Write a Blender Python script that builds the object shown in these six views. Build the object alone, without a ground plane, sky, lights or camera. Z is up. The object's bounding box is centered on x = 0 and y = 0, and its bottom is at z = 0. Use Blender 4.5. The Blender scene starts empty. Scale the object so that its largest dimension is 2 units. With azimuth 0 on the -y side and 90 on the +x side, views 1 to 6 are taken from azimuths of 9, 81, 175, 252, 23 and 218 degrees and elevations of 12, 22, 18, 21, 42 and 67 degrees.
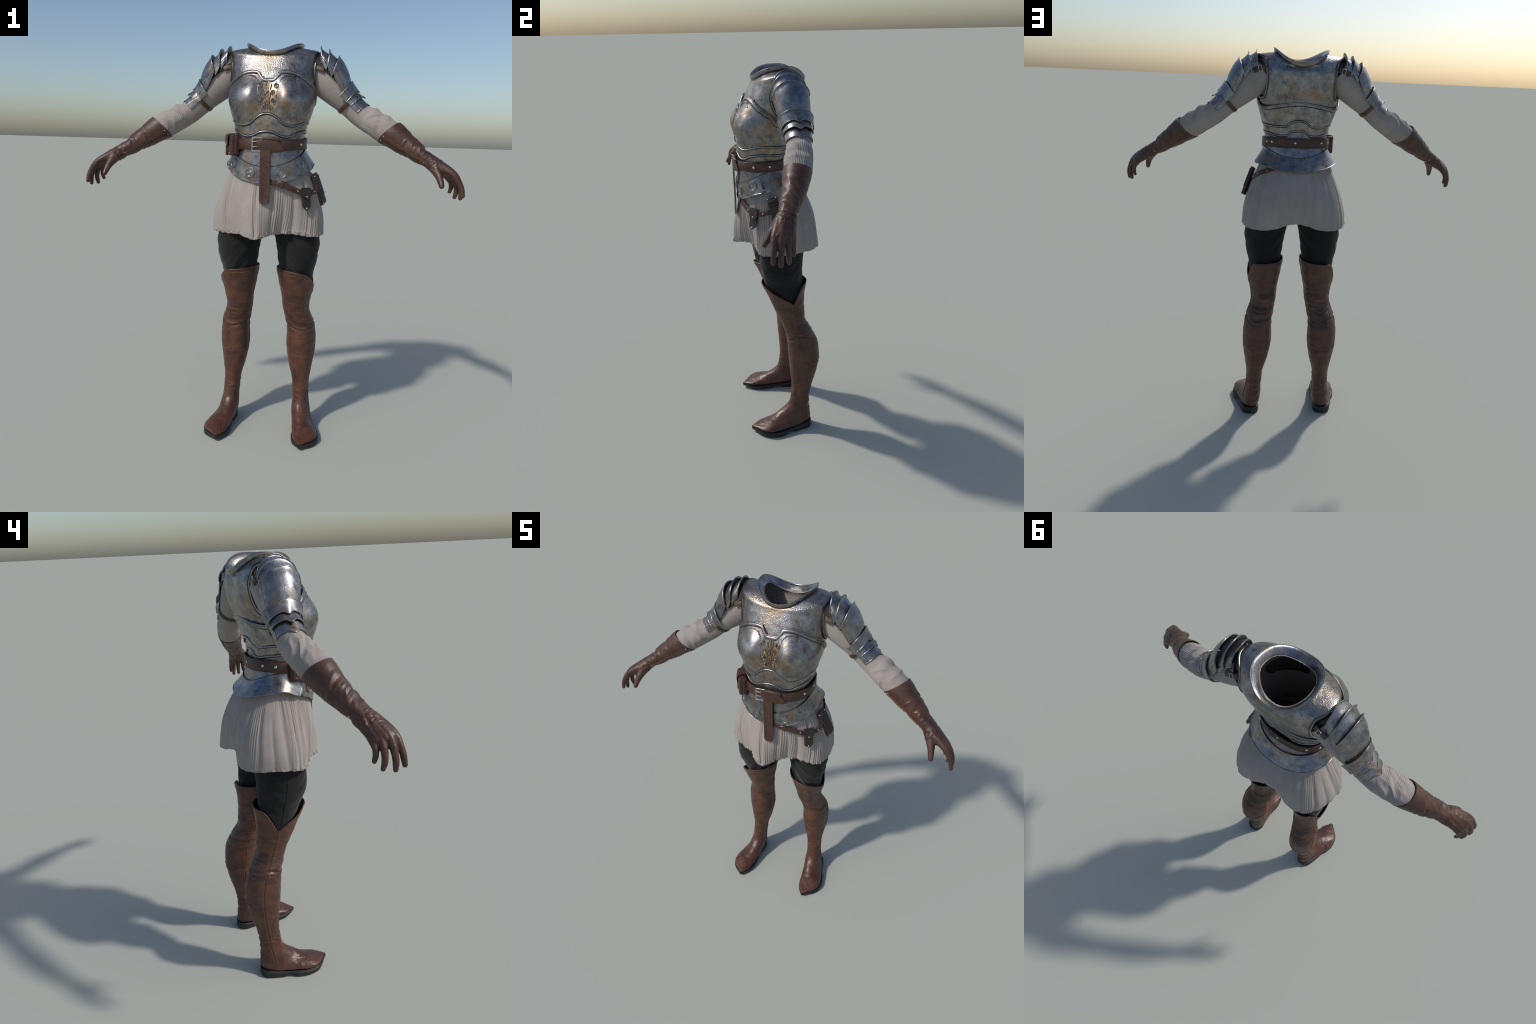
# Headless suit of worn steel armour over a ribbed tunic, with gloves, belt gear, trousers and tall boots.
import bpy, bmesh, math
import numpy as np

PI = math.pi
# ------------------------------------------------------------------ maths helpers
def spl(xs, ys, x):
    """Smooth cubic (Catmull-Rom style) interpolation through control points."""
    xs = np.asarray(xs, float); ys = np.asarray(ys, float); x = np.clip(np.asarray(x, float), xs[0], xs[-1])
    d = (ys[1:] - ys[:-1]) / (xs[1:] - xs[:-1]).reshape((-1,) + (1,) * (ys.ndim - 1))
    h = xs[1:] - xs[:-1]
    m = np.zeros_like(ys); m[0] = d[0]; m[-1] = d[-1]
    if len(xs) > 2:
        hw = (h[1:] / (h[:-1] + h[1:])).reshape((-1,) + (1,) * (ys.ndim - 1))
        m[1:-1] = d[:-1] * hw + d[1:] * (1 - hw)
    i = np.clip(np.searchsorted(xs, x, side='right') - 1, 0, len(xs) - 2)
    t = (x - xs[i]) / h[i]
    sh = x.shape + (1,) * (ys.ndim - 1)
    t = t.reshape(sh); H = h[i].reshape(sh)
    return ((2*t**3 - 3*t**2 + 1) * ys[i] + (t**3 - 2*t**2 + t) * H * m[i]
            + (-2*t**3 + 3*t**2) * ys[i+1] + (t**3 - t**2) * H * m[i+1])

def _hash(i, j, k, seed):
    n = (i * 374761393 + j * 668265263 + k * 2147483647 + seed * 974711) & 0xffffffff
    n = ((n ^ (n >> 13)) * 1274126177) & 0xffffffff
    n = n ^ (n >> 16)
    return (n & 0xffff) / 32767.5 - 1.0

def vnoise(p, seed=0):
    """Smooth value noise in [-1, 1] on points (..., 3)."""
    p = np.asarray(p, float); f = np.floor(p).astype(np.int64); w = p - f; w = w * w * (3 - 2 * w)
    r = 0
    for a in (0, 1):
        for b in (0, 1):
            for c in (0, 1):
                g = (w[..., 0] if a else 1 - w[..., 0]) * (w[..., 1] if b else 1 - w[..., 1]) * (w[..., 2] if c else 1 - w[..., 2])
                r = r + g * _hash(f[..., 0] + a, f[..., 1] + b, f[..., 2] + c, seed)
    return r

def unit(v):
    return v / np.maximum(np.linalg.norm(v, axis=-1, keepdims=True), 1e-12)

def smooth(a, b, x):
    t = np.clip((x - a) / (b - a), 0, 1); return t * t * (3 - 2 * t)

def spow(c, p):
    return np.sign(c) * np.abs(c) ** p

# ------------------------------------------------------------------ mesh helpers
ROOT = None
def make(name, V, F, mat, parent=None, angle=40, kind=None, recalc=True):
    me = bpy.data.meshes.new(name)
    me.from_pydata([tuple(v) for v in np.asarray(V, float)], [], [tuple(int(i) for i in f) for f in F])
    if me.validate(): print('INVALID', name)
    if recalc:
        bm = bmesh.new(); bm.from_mesh(me)
        bmesh.ops.recalc_face_normals(bm, faces=bm.faces); bm.to_mesh(me); bm.free()
    me.polygons.foreach_set('use_smooth', [True] * len(me.polygons))
    if angle < 180:
        me.set_sharp_from_angle(angle=math.radians(angle))
    me.materials.append(mat)
    ob = bpy.data.objects.new(name, me)
    bpy.context.scene.collection.objects.link(ob)
    ob.parent = parent if parent is not None else ROOT
    if kind: ob["kind"] = kind
    return ob

def mirror(V, F):
    V = np.array(V, float); V[:, 0] *= -1
    return V, [tuple(reversed(tuple(f))) for f in F]

def merge(parts):
    V, F, o = [], [], 0
    for v, f in parts:
        v = np.asarray(v, float); V.append(v); F += [tuple(i + o for i in q) for q in f]; o += len(v)
    return np.concatenate(V), F

def grid_faces(n, m, cu=False, cv=False):
    F = []
    for i in range(n if cu else n - 1):
        a = i * m; b = ((i + 1) % n) * m
        for j in range(m if cv else m - 1):
            k = (j + 1) % m
            F.append((a + j, a + k, b + k, b + j))
    return F

def grid_normals(G, cv=False, cu=False):
    def diff(A, ax, c):
        if c: return np.roll(A, -1, ax) - np.roll(A, 1, ax)
        return np.gradient(A, axis=ax)
    return unit(np.cross(diff(G, 1, cv), diff(G, 0, cu)))

def vert_normals(V, F):
    V = np.asarray(V, float); N = np.zeros_like(V)
    for k in (3, 4):
        Q = np.array([f for f in F if len(f) == k], dtype=int)
        if len(Q) == 0: continue
        n = np.cross(V[Q[:, 1]] - V[Q[:, 0]], V[Q[:, 2]] - V[Q[:, 0]]) if k == 3 else np.cross(V[Q[:, 2]] - V[Q[:, 0]], V[Q[:, 3]] - V[Q[:, 1]])
        for c in range(k): np.add.at(N, Q[:, c], n)
    return unit(N)

def solid(V, F, t, outward=None):
    """Give an open surface a thickness t; the inner side lies at -t along the normal."""
    V = np.asarray(V, float); N = vert_normals(V, F)
    if outward is not None and np.sum(N * outward(V)) < 0:
        N = -N
    n = len(V); edges = {}
    for f in F:
        for a, b in zip(f, f[1:] + f[:1]):
            k = (min(a, b), max(a, b))
            edges[k] = None if k in edges else (a, b)
    tt = np.asarray(t, float); tt = tt.reshape(-1, 1) if tt.ndim else tt
    W = np.concatenate([V, V - N * tt])
    G = list(F) + [tuple(i + n for i in reversed(f)) for f in F]
    for e in edges.values():
        if e: a, b = e; G.append((b, a, a + n, b + n))
    return W, G

def clip(V, F, f):
    """Keep the part of a mesh where the scalar f >= 0, cutting faces along f = 0."""
    V = [tuple(v) for v in V]; f = list(f); cache = {}; out = []
    def cut(a, b):
        k = (min(a, b), max(a, b))
        if k not in cache:
            t = f[a] / (f[a] - f[b]); pa, pb = V[a], V[b]
            V.append(tuple(pa[i] + t * (pb[i] - pa[i]) for i in range(3))); f.append(0.0); cache[k] = len(V) - 1
        return cache[k]
    for q in F:
        s = [f[i] >= 0 for i in q]
        if all(s): out.append(tuple(q)); continue
        if not any(s): continue
        p = []
        for a, b in zip(q, q[1:] + q[:1]):
            if f[a] >= 0: p.append(a)
            if (f[a] >= 0) != (f[b] >= 0): p.append(cut(a, b))
        p = [i for n, i in enumerate(p) if i != p[n - 1]]
        for i in range(1, len(p) - 1): out.append((p[0], p[i], p[i + 1]))
    used = sorted({i for q in out for i in q}); m = {i: n for n, i in enumerate(used)}
    return np.array([V[i] for i in used]), [tuple(m[i] for i in q) for q in out]

def boundary_loops(F):
    edges = {}
    for f in F:
        for a, b in zip(f, f[1:] + f[:1]):
            k = (min(a, b), max(a, b)); edges[k] = None if k in edges else (a, b)
    nxt = {}
    for e in edges.values():
        if e: nxt[e[0]] = e[1]
    loops = []
    while nxt:
        a, b = nxt.popitem(); L = [a]
        while b in nxt: L.append(b); b = nxt.pop(b)
        loops.append(L)
    return loops

def resample(P, n, closed=False):
    P = np.asarray(P, float)
    if closed: P = np.concatenate([P, P[:1]])
    d = np.concatenate([[0], np.cumsum(np.linalg.norm(np.diff(P, axis=0), axis=1))])
    t = np.linspace(0, d[-1], n + 1 if closed else n)
    R = np.stack([np.interp(t, d, P[:, k]) for k in range(3)], 1)
    return R[:-1] if closed else R

def curve(P, n):
    P = np.asarray(P, float)
    d = np.concatenate([[0], np.cumsum(np.linalg.norm(np.diff(P, axis=0), axis=1))])
    return spl(d, P, np.linspace(0, d[-1], n))

def sweep(path, nrm, prof, closed=False, caps=True):
    """Sweep a closed 2D profile (sideways, outwards) along a path that lies on a surface with normals nrm."""
    path = np.asarray(path, float); n = len(path); K = np.asarray(prof).shape[-2]
    T = unit(np.roll(path, -1, 0) - np.roll(path, 1, 0)) if closed else unit(np.gradient(path, axis=0))
    N = np.broadcast_to(np.asarray(nrm, float), path.shape); N = unit(N - T * np.sum(N * T, 1, keepdims=True))
    B = np.cross(T, N)
    prof = np.asarray(prof, float)
    if prof.ndim == 2: prof = np.broadcast_to(prof, (n,) + prof.shape)
    G = path[:, None] + B[:, None] * prof[..., :1] + N[:, None] * prof[..., 1:]
    F = grid_faces(n, K, closed, True)
    if not closed and caps:
        F += [tuple(range(K)), tuple(range((n - 1) * K, n * K))]
    return G.reshape(-1, 3), F

def ngon(r, k=8, rx=None):
    a = np.linspace(0, 2 * PI, k, endpoint=False)
    return np.stack([np.cos(a) * (rx or r), np.sin(a) * r], 1)

def flat(w, t, c=0.3, base=0.0):
    """Rounded strap profile: width w, thickness t, sitting on the surface at height base."""
    h = w / 2; c = t * c
    return np.array([(-h, base), (h, base), (h, base + t - c), (h - c * 1.5, base + t), (-h + c * 1.5, base + t), (-h, base + t - c)])

def tube(path, r, k=8, closed=False, up=(0.1, 0.2, 0.97)):
    path = np.asarray(path, float); n = len(path)
    T = unit(np.roll(path, -1, 0) - np.roll(path, 1, 0)) if closed else unit(np.gradient(path, axis=0))
    N = np.zeros_like(path); v = np.array(up, float)
    for i in range(n):
        v = v - T[i] * (v @ T[i]); v = v / np.linalg.norm(v); N[i] = v
    r = np.broadcast_to(np.asarray(r, float), (n,))
    a = np.linspace(0, 2 * PI, k, endpoint=False)
    B = np.cross(T, N)
    G = path[:, None] + r[:, None, None] * (np.cos(a)[None, :, None] * N[:, None] + np.sin(a)[None, :, None] * B[:, None])
    F = grid_faces(n, k, closed, True)
    if not closed: F += [tuple(range(k)), tuple(range((n - 1) * k, n * k))]
    return G.reshape(-1, 3), F

def capsule(P, R, k=16, n=24):
    """Closed rounded limb through points P with radii R."""
    P = np.asarray(P, float); d = np.concatenate([[0], np.cumsum(np.linalg.norm(np.diff(P, axis=0), axis=1))])
    t = np.linspace(0, d[-1], n); C = spl(d, P, t); r = spl(d, np.asarray(R, float), t)
    t0 = unit(C[0] - C[1]); t1 = unit(C[-1] - C[-2])
    a = np.array([1.0, .94, .8, .55, .25])
    pre = [(C[0] + t0 * r[0] * s, r[0] * max(.02, math.sqrt(1 - s * s))) for s in a]
    post = [(C[-1] + t1 * r[-1] * s, r[-1] * max(.02, math.sqrt(1 - s * s))) for s in a[::-1]]
    CC = np.concatenate([[p for p, _ in pre], C, [p for p, _ in post]]); RR = np.concatenate([[q for _, q in pre], r, [q for _, q in post]])
    return tube(CC, RR, k)

def dome(c, nrm, r, h, k=10):
    """Small rivet head."""
    nrm = unit(np.asarray(nrm, float)); a = unit(np.cross(nrm, [0.3, 0.2, 0.93])); b = np.cross(nrm, a); V = []; F = []
    for i, (s, z) in enumerate([(1, -0.4), (1, .25), (.8, .7), (.4, .97)]):
        for j in range(k):
            t = 2 * PI * j / k; V.append(np.asarray(c) + (a * math.cos(t) + b * math.sin(t)) * r * s + nrm * h * z)
    F = grid_faces(4, k, False, True)
    F += [tuple(range(k)), tuple(range(3 * k, 4 * k))]
    return np.array(V), F

# ------------------------------------------------------------------ materials
def new_mat(name):
    m = bpy.data.materials.new(name); m.use_nodes = True
    nt = m.node_tree; nt.nodes.clear()
    out = nt.nodes.new('ShaderNodeOutputMaterial'); b = nt.nodes.new('ShaderNodeBsdfPrincipled')
    nt.links.new(b.outputs[0], out.inputs[0])
    tc = nt.nodes.new('ShaderNodeTexCoord')
    return m, nt, b, tc.outputs['Object']

def N(nt, typ, **kw):
    n = nt.nodes.new(typ)
    for k, v in kw.items():
        if k.startswith('in_'):
            key = k[3:]; key = int(key) if key.isdigit() else key.replace('_', ' ')
            if hasattr(v, 'is_output') or isinstance(v, bpy.types.NodeSocket): nt.links.new(v, n.inputs[key])
            else: n.inputs[key].default_value = v
        else: setattr(n, k, v)
    return n

def noise(nt, co, scale, detail=5, rough=.55, dist=0, stretch=None):
    if stretch:
        co = N(nt, 'ShaderNodeMapping', in_Vector=co, in_Scale=stretch).outputs[0]
    return N(nt, 'ShaderNodeTexNoise', in_Vector=co, in_Scale=scale, in_Detail=detail, in_Roughness=rough, in_Distortion=dist).outputs['Fac']

def ramp(nt, fac, stops):
    r = N(nt, 'ShaderNodeValToRGB', in_Fac=fac); e = r.color_ramp.elements
    while len(e) > 1: e.remove(e[-1])
    for i, (p, c) in enumerate(stops):
        el = e[0] if i == 0 else e.new(p)
        el.position = p; el.color = (c, c, c, 1) if isinstance(c, (int, float)) else tuple(c) + (1,)
    return r.outputs[0]

def mixc(nt, fac, a, b, mode='MIX'):
    n = nt.nodes.new('ShaderNodeMix'); n.data_type = 'RGBA'; n.blend_type = mode
    for sock, v in ((n.inputs[0], fac), (n.inputs[6], a), (n.inputs[7], b)):
        if isinstance(v, bpy.types.NodeSocket): nt.links.new(v, sock)
        else: sock.default_value = v if isinstance(v, (int, float)) else tuple(v) + (1,)
    return n.outputs[2]

def mth(nt, op, a, b=0.0, clamp=False):
    n = nt.nodes.new('ShaderNodeMath'); n.operation = op; n.use_clamp = clamp
    for sock, v in ((n.inputs[0], a), (n.inputs[1], b)):
        if isinstance(v, bpy.types.NodeSocket): nt.links.new(v, sock)
        else: sock.default_value = v
    return n.outputs[0]

def bump(nt, b, h, strength, dist):
    n = N(nt, 'ShaderNodeBump', in_Height=h, in_Strength=strength, in_Distance=dist)
    nt.links.new(n.outputs[0], b.inputs['Normal']); return n

def mat_steel(name, hammered=False, ochre=0.5, blue=0.5, gold_centre=False):
    m, nt, b, co = new_mat(name)
    shift = lambda x, y, z, sc=(1, 1, 1): N(nt, 'ShaderNodeMapping', in_Vector=co, in_Location=(x, y, z), in_Scale=sc).outputs[0]
    base = ramp(nt, noise(nt, co, 24, 12, .76, .15), [(.34, (.075, .077, .088)), (.45, (.20, .203, .21)), (.56, (.29, .29, .29)), (.70, (.44, .43, .42))])
    nb = ramp(nt, noise(nt, shift(3.1, 1.7, 5.2), 8, 10, .70, .15), [(.66 - .24 * blue, 0.0), (.80 - .14 * blue, 1.0)])
    base = mixc(nt, mth(nt, 'MULTIPLY', nb, .75), base, (.105, .140, .27))
    nv = ramp(nt, noise(nt, shift(9.4, 4.4, 2.2), 13, 6, .6, .4), [(.56, 0.0), (.70, 1.0)])
    base = mixc(nt, mth(nt, 'MULTIPLY', nv, .35), base, (.22, .18, .25))
    no = ramp(nt, noise(nt, shift(7.3, 2.9, 1.1, (1, 1, .6)), 13, 12, .78, .15), [(.62 - .2 * ochre, 0.0), (.74 - .13 * ochre, 1.0)])
    ofac = mth(nt, 'MULTIPLY', no, .8)
    if gold_centre:
        sep = N(nt, 'ShaderNodeSeparateXYZ', in_Vector=co)
        ax = mth(nt, 'ABSOLUTE', sep.outputs[0]); az = mth(nt, 'ABSOLUTE', mth(nt, 'SUBTRACT', sep.outputs[2], 1.735)); front = mth(nt, 'LESS_THAN', sep.outputs[1], -.1)
        g = mth(nt, 'MULTIPLY', ramp(nt, ax, [(.018, 1.0), (.06, 0.0)]), ramp(nt, az, [(.05, 1.0), (.10, 0.0)]))
        g = mth(nt, 'MULTIPLY', mth(nt, 'MULTIPLY', g, front), ramp(nt, noise(nt, co, 34, 7, .7), [(.36, .05), (.62, .9)]))
        ofac = mth(nt, 'MAXIMUM', ofac, g)
    oc = ramp(nt, noise(nt, shift(1.2, 8.8, 3.3), 30, 6, .7), [(.35, (.19, .105, .04)), (.6, (.38, .235, .085))])
    base = mixc(nt, ofac, base, oc)
    spots = ramp(nt, noise(nt, co, 55, 8, .75), [(.56, 0.0), (.72, 1.0)])
    base = mixc(nt, mth(nt, 'MULTIPLY', spots, .7), base, (.045, .045, .05))
    nt.links.new(base, b.inputs['Base Color'])
    b.inputs['Metallic'].default_value = .9
    nt.links.new(ramp(nt, noise(nt, co, 34, 8, .7), [(.32, .22), (.68, .46)]), b.inputs['Roughness'])
    h = noise(nt, co, 75, 7, .68)
    if hammered:
        v = N(nt, 'ShaderNodeTexVoronoi', in_Vector=shift(0, 0, 0, (1, 1, .75)), in_Scale=270.0); v.feature = 'SMOOTH_F1'
        h = mth(nt, 'ADD', mth(nt, 'MULTIPLY', h, .8), mth(nt, 'MULTIPLY', v.outputs['Distance'], 1.0))
        bump(nt, b, h, .42, .0025)
    else:
        bump(nt, b, h, .30, .0025)
    return m

def mat_leather(name, dark, mid, light, rough=(.38, .6), streak=0.0, grain=130, bumpd=.0012, zones=False):
    m, nt, b, co = new_mat(name)
    n1 = noise(nt, co, 16, 8, .68, .4)
    c = ramp(nt, n1, [(.3, dark), (.52, mid), (.75, light)])
    if streak:
        area = ramp(nt, noise(nt, co, 4.5, 3, .5), [(.42, .15), (.58, 1.0)])
        if zones:
            z = mth(nt, 'ADD', N(nt, 'ShaderNodeSeparateXYZ', in_Vector=co).outputs[2], mth(nt, 'MULTIPLY', mth(nt, 'SUBTRACT', noise(nt, co, 6, 3), .5), .07))
            zr = ramp(nt, z, [(.10, .5), (.16, .8), (.25, .05), (.38, .05), (.42, .6), (.46, .08), (.54, .12), (.59, .9), (.65, .8), (.73, .5), (.80, .05)])
            area = mth(nt, 'ADD', mth(nt, 'MULTIPLY', area, .22), zr, True)
        s = ramp(nt, noise(nt, co, 7, 5, .62, 1.2, stretch=(.6, .6, 11)), [(.49, 0.0), (.57, 1.0)])
        c = mixc(nt, mth(nt, 'MULTIPLY', mth(nt, 'MULTIPLY', s, area), streak), c, dark)
        s2 = ramp(nt, noise(nt, co, 9, 5, .62, 1.0, stretch=(.6, .6, 12)), [(.56, 0.0), (.64, 1.0)])
        c = mixc(nt, mth(nt, 'MULTIPLY', mth(nt, 'MULTIPLY', s2, area), streak * .7), c, light)
        scratch = ramp(nt, noise(nt, co, 30, 5, .7, .5, stretch=(1, 2.2, .5)), [(.60, 0.0), (.72, 1.0)])
        c = mixc(nt, mth(nt, 'MULTIPLY', scratch, .35), c, light)
    nt.links.new(c, b.inputs['Base Color'])
    nt.links.new(ramp(nt, noise(nt, co, 30, 5), [(.3, rough[0]), (.7, rough[1])]), b.inputs['Roughness'])
    v = N(nt, 'ShaderNodeTexVoronoi', in_Vector=co, in_Scale=float(grain))
    h = mth(nt, 'ADD', mth(nt, 'MULTIPLY', v.outputs['Distance'], .6), noise(nt, co, 70, 6, .65))
    bump(nt, b, h, .35, bumpd)
    return m

def mat_cloth(name, a, b_, ribs=None):
    m, nt, b, co = new_mat(name)
    c = ramp(nt, noise(nt, co, 7, 6, .6), [(.3, a), (.7, b_)])
    nt.links.new(c, b.inputs['Base Color']); b.inputs['Roughness'].default_value = .92
    b.inputs['Specular IOR Level'].default_value = .2
    b.inputs['Sheen Weight'].default_value = .12
    w1 = N(nt, 'ShaderNodeTexWave', in_Vector=co, in_Scale=130.0); w1.bands_direction = 'Z'
    h = mth(nt, 'ADD', mth(nt, 'MULTIPLY', w1.outputs['Fac'], .5), noise(nt, co, 350, 3))
    bump(nt, b, h, .3, .0007)
    return m

def mat_plain(name, col, rough, metal=0.0, var=.2, bs=90, bd=.001):
    m, nt, b, co = new_mat(name)
    c = ramp(nt, noise(nt, co, 22, 6, .6), [(.3, tuple(x * (1 - var) for x in col)), (.7, tuple(x * (1 + var) for x in col))])
    nt.links.new(c, b.inputs['Base Color']); b.inputs['Roughness'].default_value = rough; b.inputs['Metallic'].default_value = metal
    bump(nt, b, noise(nt, co, bs, 5, .6), .3, bd)
    return m

STEEL = mat_steel('worn_steel', ochre=.66, blue=.35, gold_centre=True)
STEEL_HAM = mat_steel('hammered_steel', hammered=True, ochre=.70, blue=.5)
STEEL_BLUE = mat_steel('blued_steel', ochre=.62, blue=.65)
STEEL_EDGE = mat_plain('bare_steel_edge', (.28, .275, .27), .34, .95, .3)
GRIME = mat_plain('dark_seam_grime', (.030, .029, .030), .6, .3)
SILVER = mat_plain('bright_rivet', (.62, .63, .62), .35, .9, .1)
LEATHER = mat_leather('belt_leather', (.030, .014, .010), (.056, .024, .016), (.092, .036, .021), (.42, .62))
LEATHER_DARK = mat_leather('dark_leather', (.016, .012, .011), (.028, .020, .017), (.042, .029, .023), (.5, .7))
LEATHER_STRAP = mat_leather('strap_leather', (.040, .022, .011), (.075, .042, .019), (.11, .062, .027))
GLOVE = mat_leather('glove_leather', (.032, .015, .011), (.070, .029, .018), (.120, .048, .028), (.38, .56), streak=.35)
BOOT = mat_leather('boot_leather', (.034, .018, .013), (.092, .036, .021), (.156, .055, .026), (.36, .54), streak=.9, zones=True)
FOOT = mat_leather('boot_leather_polished', (.042, .018, .012), (.084, .031, .018), (.138, .052, .026), (.30, .44), streak=.3, bumpd=.0022)
SOLE = mat_plain('black_sole', (.0125, .0125, .012), .55)
CLOTH = mat_cloth('ribbed_wool', (.285, .252, .232), (.36, .319, .295))
TROUSER = mat_cloth('black_trouser_cloth', (.0105, .0108, .011), (.0172, .0176, .0175))
THREAD = mat_plain('stitching_thread', (.22, .12, .06), .8)

ROOT = bpy.data.objects.new('armored_outfit', None)
bpy.context.scene.collection.objects.link(ROOT)
ROOT["label"] = "headless worn steel armor over tunic with gloves and boots"
ROOT["category"] = "armor outfit"

# ------------------------------------------------------------------ torso surface
PX, PY = .86, .90
TZ  = [1.33, 1.40, 1.46, 1.50, 1.535, 1.58, 1.63, 1.68, 1.736, 1.79, 1.84, 1.89]
TW  = [.190, .182, .172, .165, .162, .165, .173, .188, .200, .202, .203, .204]
TYF = [-.183, -.182, -.180, -.177, -.176, -.177, -.178, -.176, -.170, -.155, -.136, -.113]
TYB = [.146, .128, .106, .094, .087, .083, .090, .106, .124, .143, .158, .164]
TYC = [-.010, -.020, -.030, -.036, -.040, -.042, -.038, -.022, -.005, .012, .022, .030]

def torso_raw(th, z):
    s, c = np.sin(th), np.cos(th)
    w, yf, yb, yc = (spl(TZ, q, z) for q in (TW, TYF, TYB, TYC))
    x = w * spow(s, PX)
    y = yc + np.where(c > 0, (yc - yf), (yb - yc)) * -np.sign(c) * np.abs(c) ** np.where(c > 0, PY, .70)
    # breasts
    g = np.exp(-(np.abs(np.abs(x) - .101) / np.where(np.abs(x) < .101, .056, .072)) ** 2.2 - (np.abs(z - 1.738) / np.where(z > 1.738, .078, .080)) ** 2.2)
    g = g * smooth(0, .45, c)
    y = y - .036 * g
    x = x + np.sign(x) * .010 * np.exp(-((np.abs(x) - .17) / .05) ** 2 - ((z - 1.74) / .06) ** 2) * smooth(-.1, .5, c)
    y = y - .010 * np.exp(-((np.abs(x) - .165) / .03) ** 2 - ((z - 1.725) / .05) ** 2) * smooth(.05, .5, c)
    return np.stack([x, y, z + 0 * x], -1)

def torso(th, z, off=0.0):
    th = np.asarray(th, float); z = np.asarray(z, float) + 0 * th
    P = torso_raw(th, z); e = 1e-3
    n = unit(np.cross(torso_raw(th + e, z) - torso_raw(th - e, z), torso_raw(th, z + e) - torso_raw(th, z - e)))
    return P + n * np.asarray(off, float)[..., None] if np.ndim(off) else P + n * off, n

def th_of(x, z, back=False):
    w = spl(TZ, TW, z); t = math.asin(min(1.0, (abs(x) / w)) ** (1 / PX))
    return PI - t if back else t

def belt_line(front, side, back, smoothit=True):
    """A closed seam around the torso as z(angle), from (x, z) points on the front and on the back half."""
    pts = [(th_of(x, z), z) for x, z in front] + [(PI * f, z) for f, z in side] + [(th_of(x, z, True), z) for x, z in back]
    pts.sort(); T = np.array([p[0] for p in pts]); Z = np.array([p[1] for p in pts])
    def f(th):
        a = np.abs((np.asarray(th, float) + PI) % (2 * PI) - PI)
        if smoothit: return spl(T, Z, a)
        return np.mean([np.interp(np.abs(a + d), T, Z) for d in np.linspace(-.02, .02, 5)], axis=0)
    return f

LINE_BAND = belt_line([(0, 1.814), (.026, 1.815), (.052, 1.851), (.075, 1.853), (.10, 1.851), (.13, 1.842), (.155, 1.826)],
                      [(.44, 1.775), (.5, 1.740), (.57, 1.722)], [(.17, 1.714), (.117, 1.724), (.06, 1.735), (0, 1.741)], False)
LINE_RIB = belt_line([(0, 1.662), (.02, 1.660), (.043, 1.648), (.071, 1.623), (.10, 1.612), (.128, 1.613), (.15, 1.624)],
                     [(.45, 1.632), (.5, 1.631)], [(.15, 1.626), (.09, 1.621), (.062, 1.625), (.042, 1.641), (.02, 1.651), (0, 1.653)])
LINE_WAIST = belt_line([(0, 1.584), (.032, 1.579), (.06, 1.565), (.108, 1.563), (.132, 1.577), (.15, 1.585)],
                       [(.45, 1.588), (.5, 1.587)], [(.14, 1.583), (.07, 1.574), (.055, 1.578), (.04, 1.593), (0, 1.600)])
LINE_SEAM = belt_line([(0, 1.421), (.05, 1.427), (.09, 1.440), (.13, 1.461), (.155, 1.480)],
                      [(.44, 1.498), (.5, 1.506)], [(.15, 1.503), (.12, 1.487), (.06, 1.468), (0, 1.461)])

def plate(name, lo, hi, off_lo, off_hi, t, mat, rows=40, cols=360, detail=None, angle=50):
    th = np.linspace(-PI, PI, cols, endpoint=False)
    zl = lo(th) if callable(lo) else np.full(cols, lo); zh = hi(th) if callable(hi) else np.full(cols, hi)
    s = np.linspace(0, 1, rows)[:, None]
    Z = zl + (zh - zl) * s; TH = th + 0 * Z
    off = off_lo + (off_hi - off_lo) * s + 0 * Z
    P, n = torso(TH, Z, off)
    if detail is not None: P = P + n * detail(TH, Z, P)[..., None]
    V, F = solid(P.reshape(-1, 3), grid_faces(rows, cols, False, True), t, lambda v: v - np.array([0, 0, 0]) * 1.0 - v * np.array([0, 0, 1]))
    return make(name, V, F, mat, angle=angle)

def dents(amp, sc, seed):
    return lambda TH, Z, P: amp * vnoise(P * sc, seed) + amp * .5 * vnoise(P * sc * 2.3, seed + 1)

# waist plate under the belt, belly band, breastplate
plate('waist_plate', LINE_SEAM, lambda th: LINE_WAIST(th) + .006, .004, .001, .005, STEEL_BLUE, rows=26, detail=dents(.0012, 22, 3))
plate('belly_plate', LINE_WAIST, lambda th: LINE_RIB(th) + .006, .005, .003, .005, STEEL, rows=16, detail=dents(.0008, 22, 5))
breast = plate('breastplate', LINE_RIB, LINE_BAND, .007, .006, .005, STEEL, rows=70, detail=dents(.0012, 18, 7))

def rim(name, line, w, t, dz, off, mat, parent=None, cols=480, prof=None):
    th = np.linspace(-PI, PI, cols, endpoint=False)
    P, n = torso(th, line(th) + dz, off)
    V, F = sweep(P, n, flat(w, t, .5) if prof is None else prof, closed=True)
    return make(name, V, F, mat, parent, angle=60)

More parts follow.
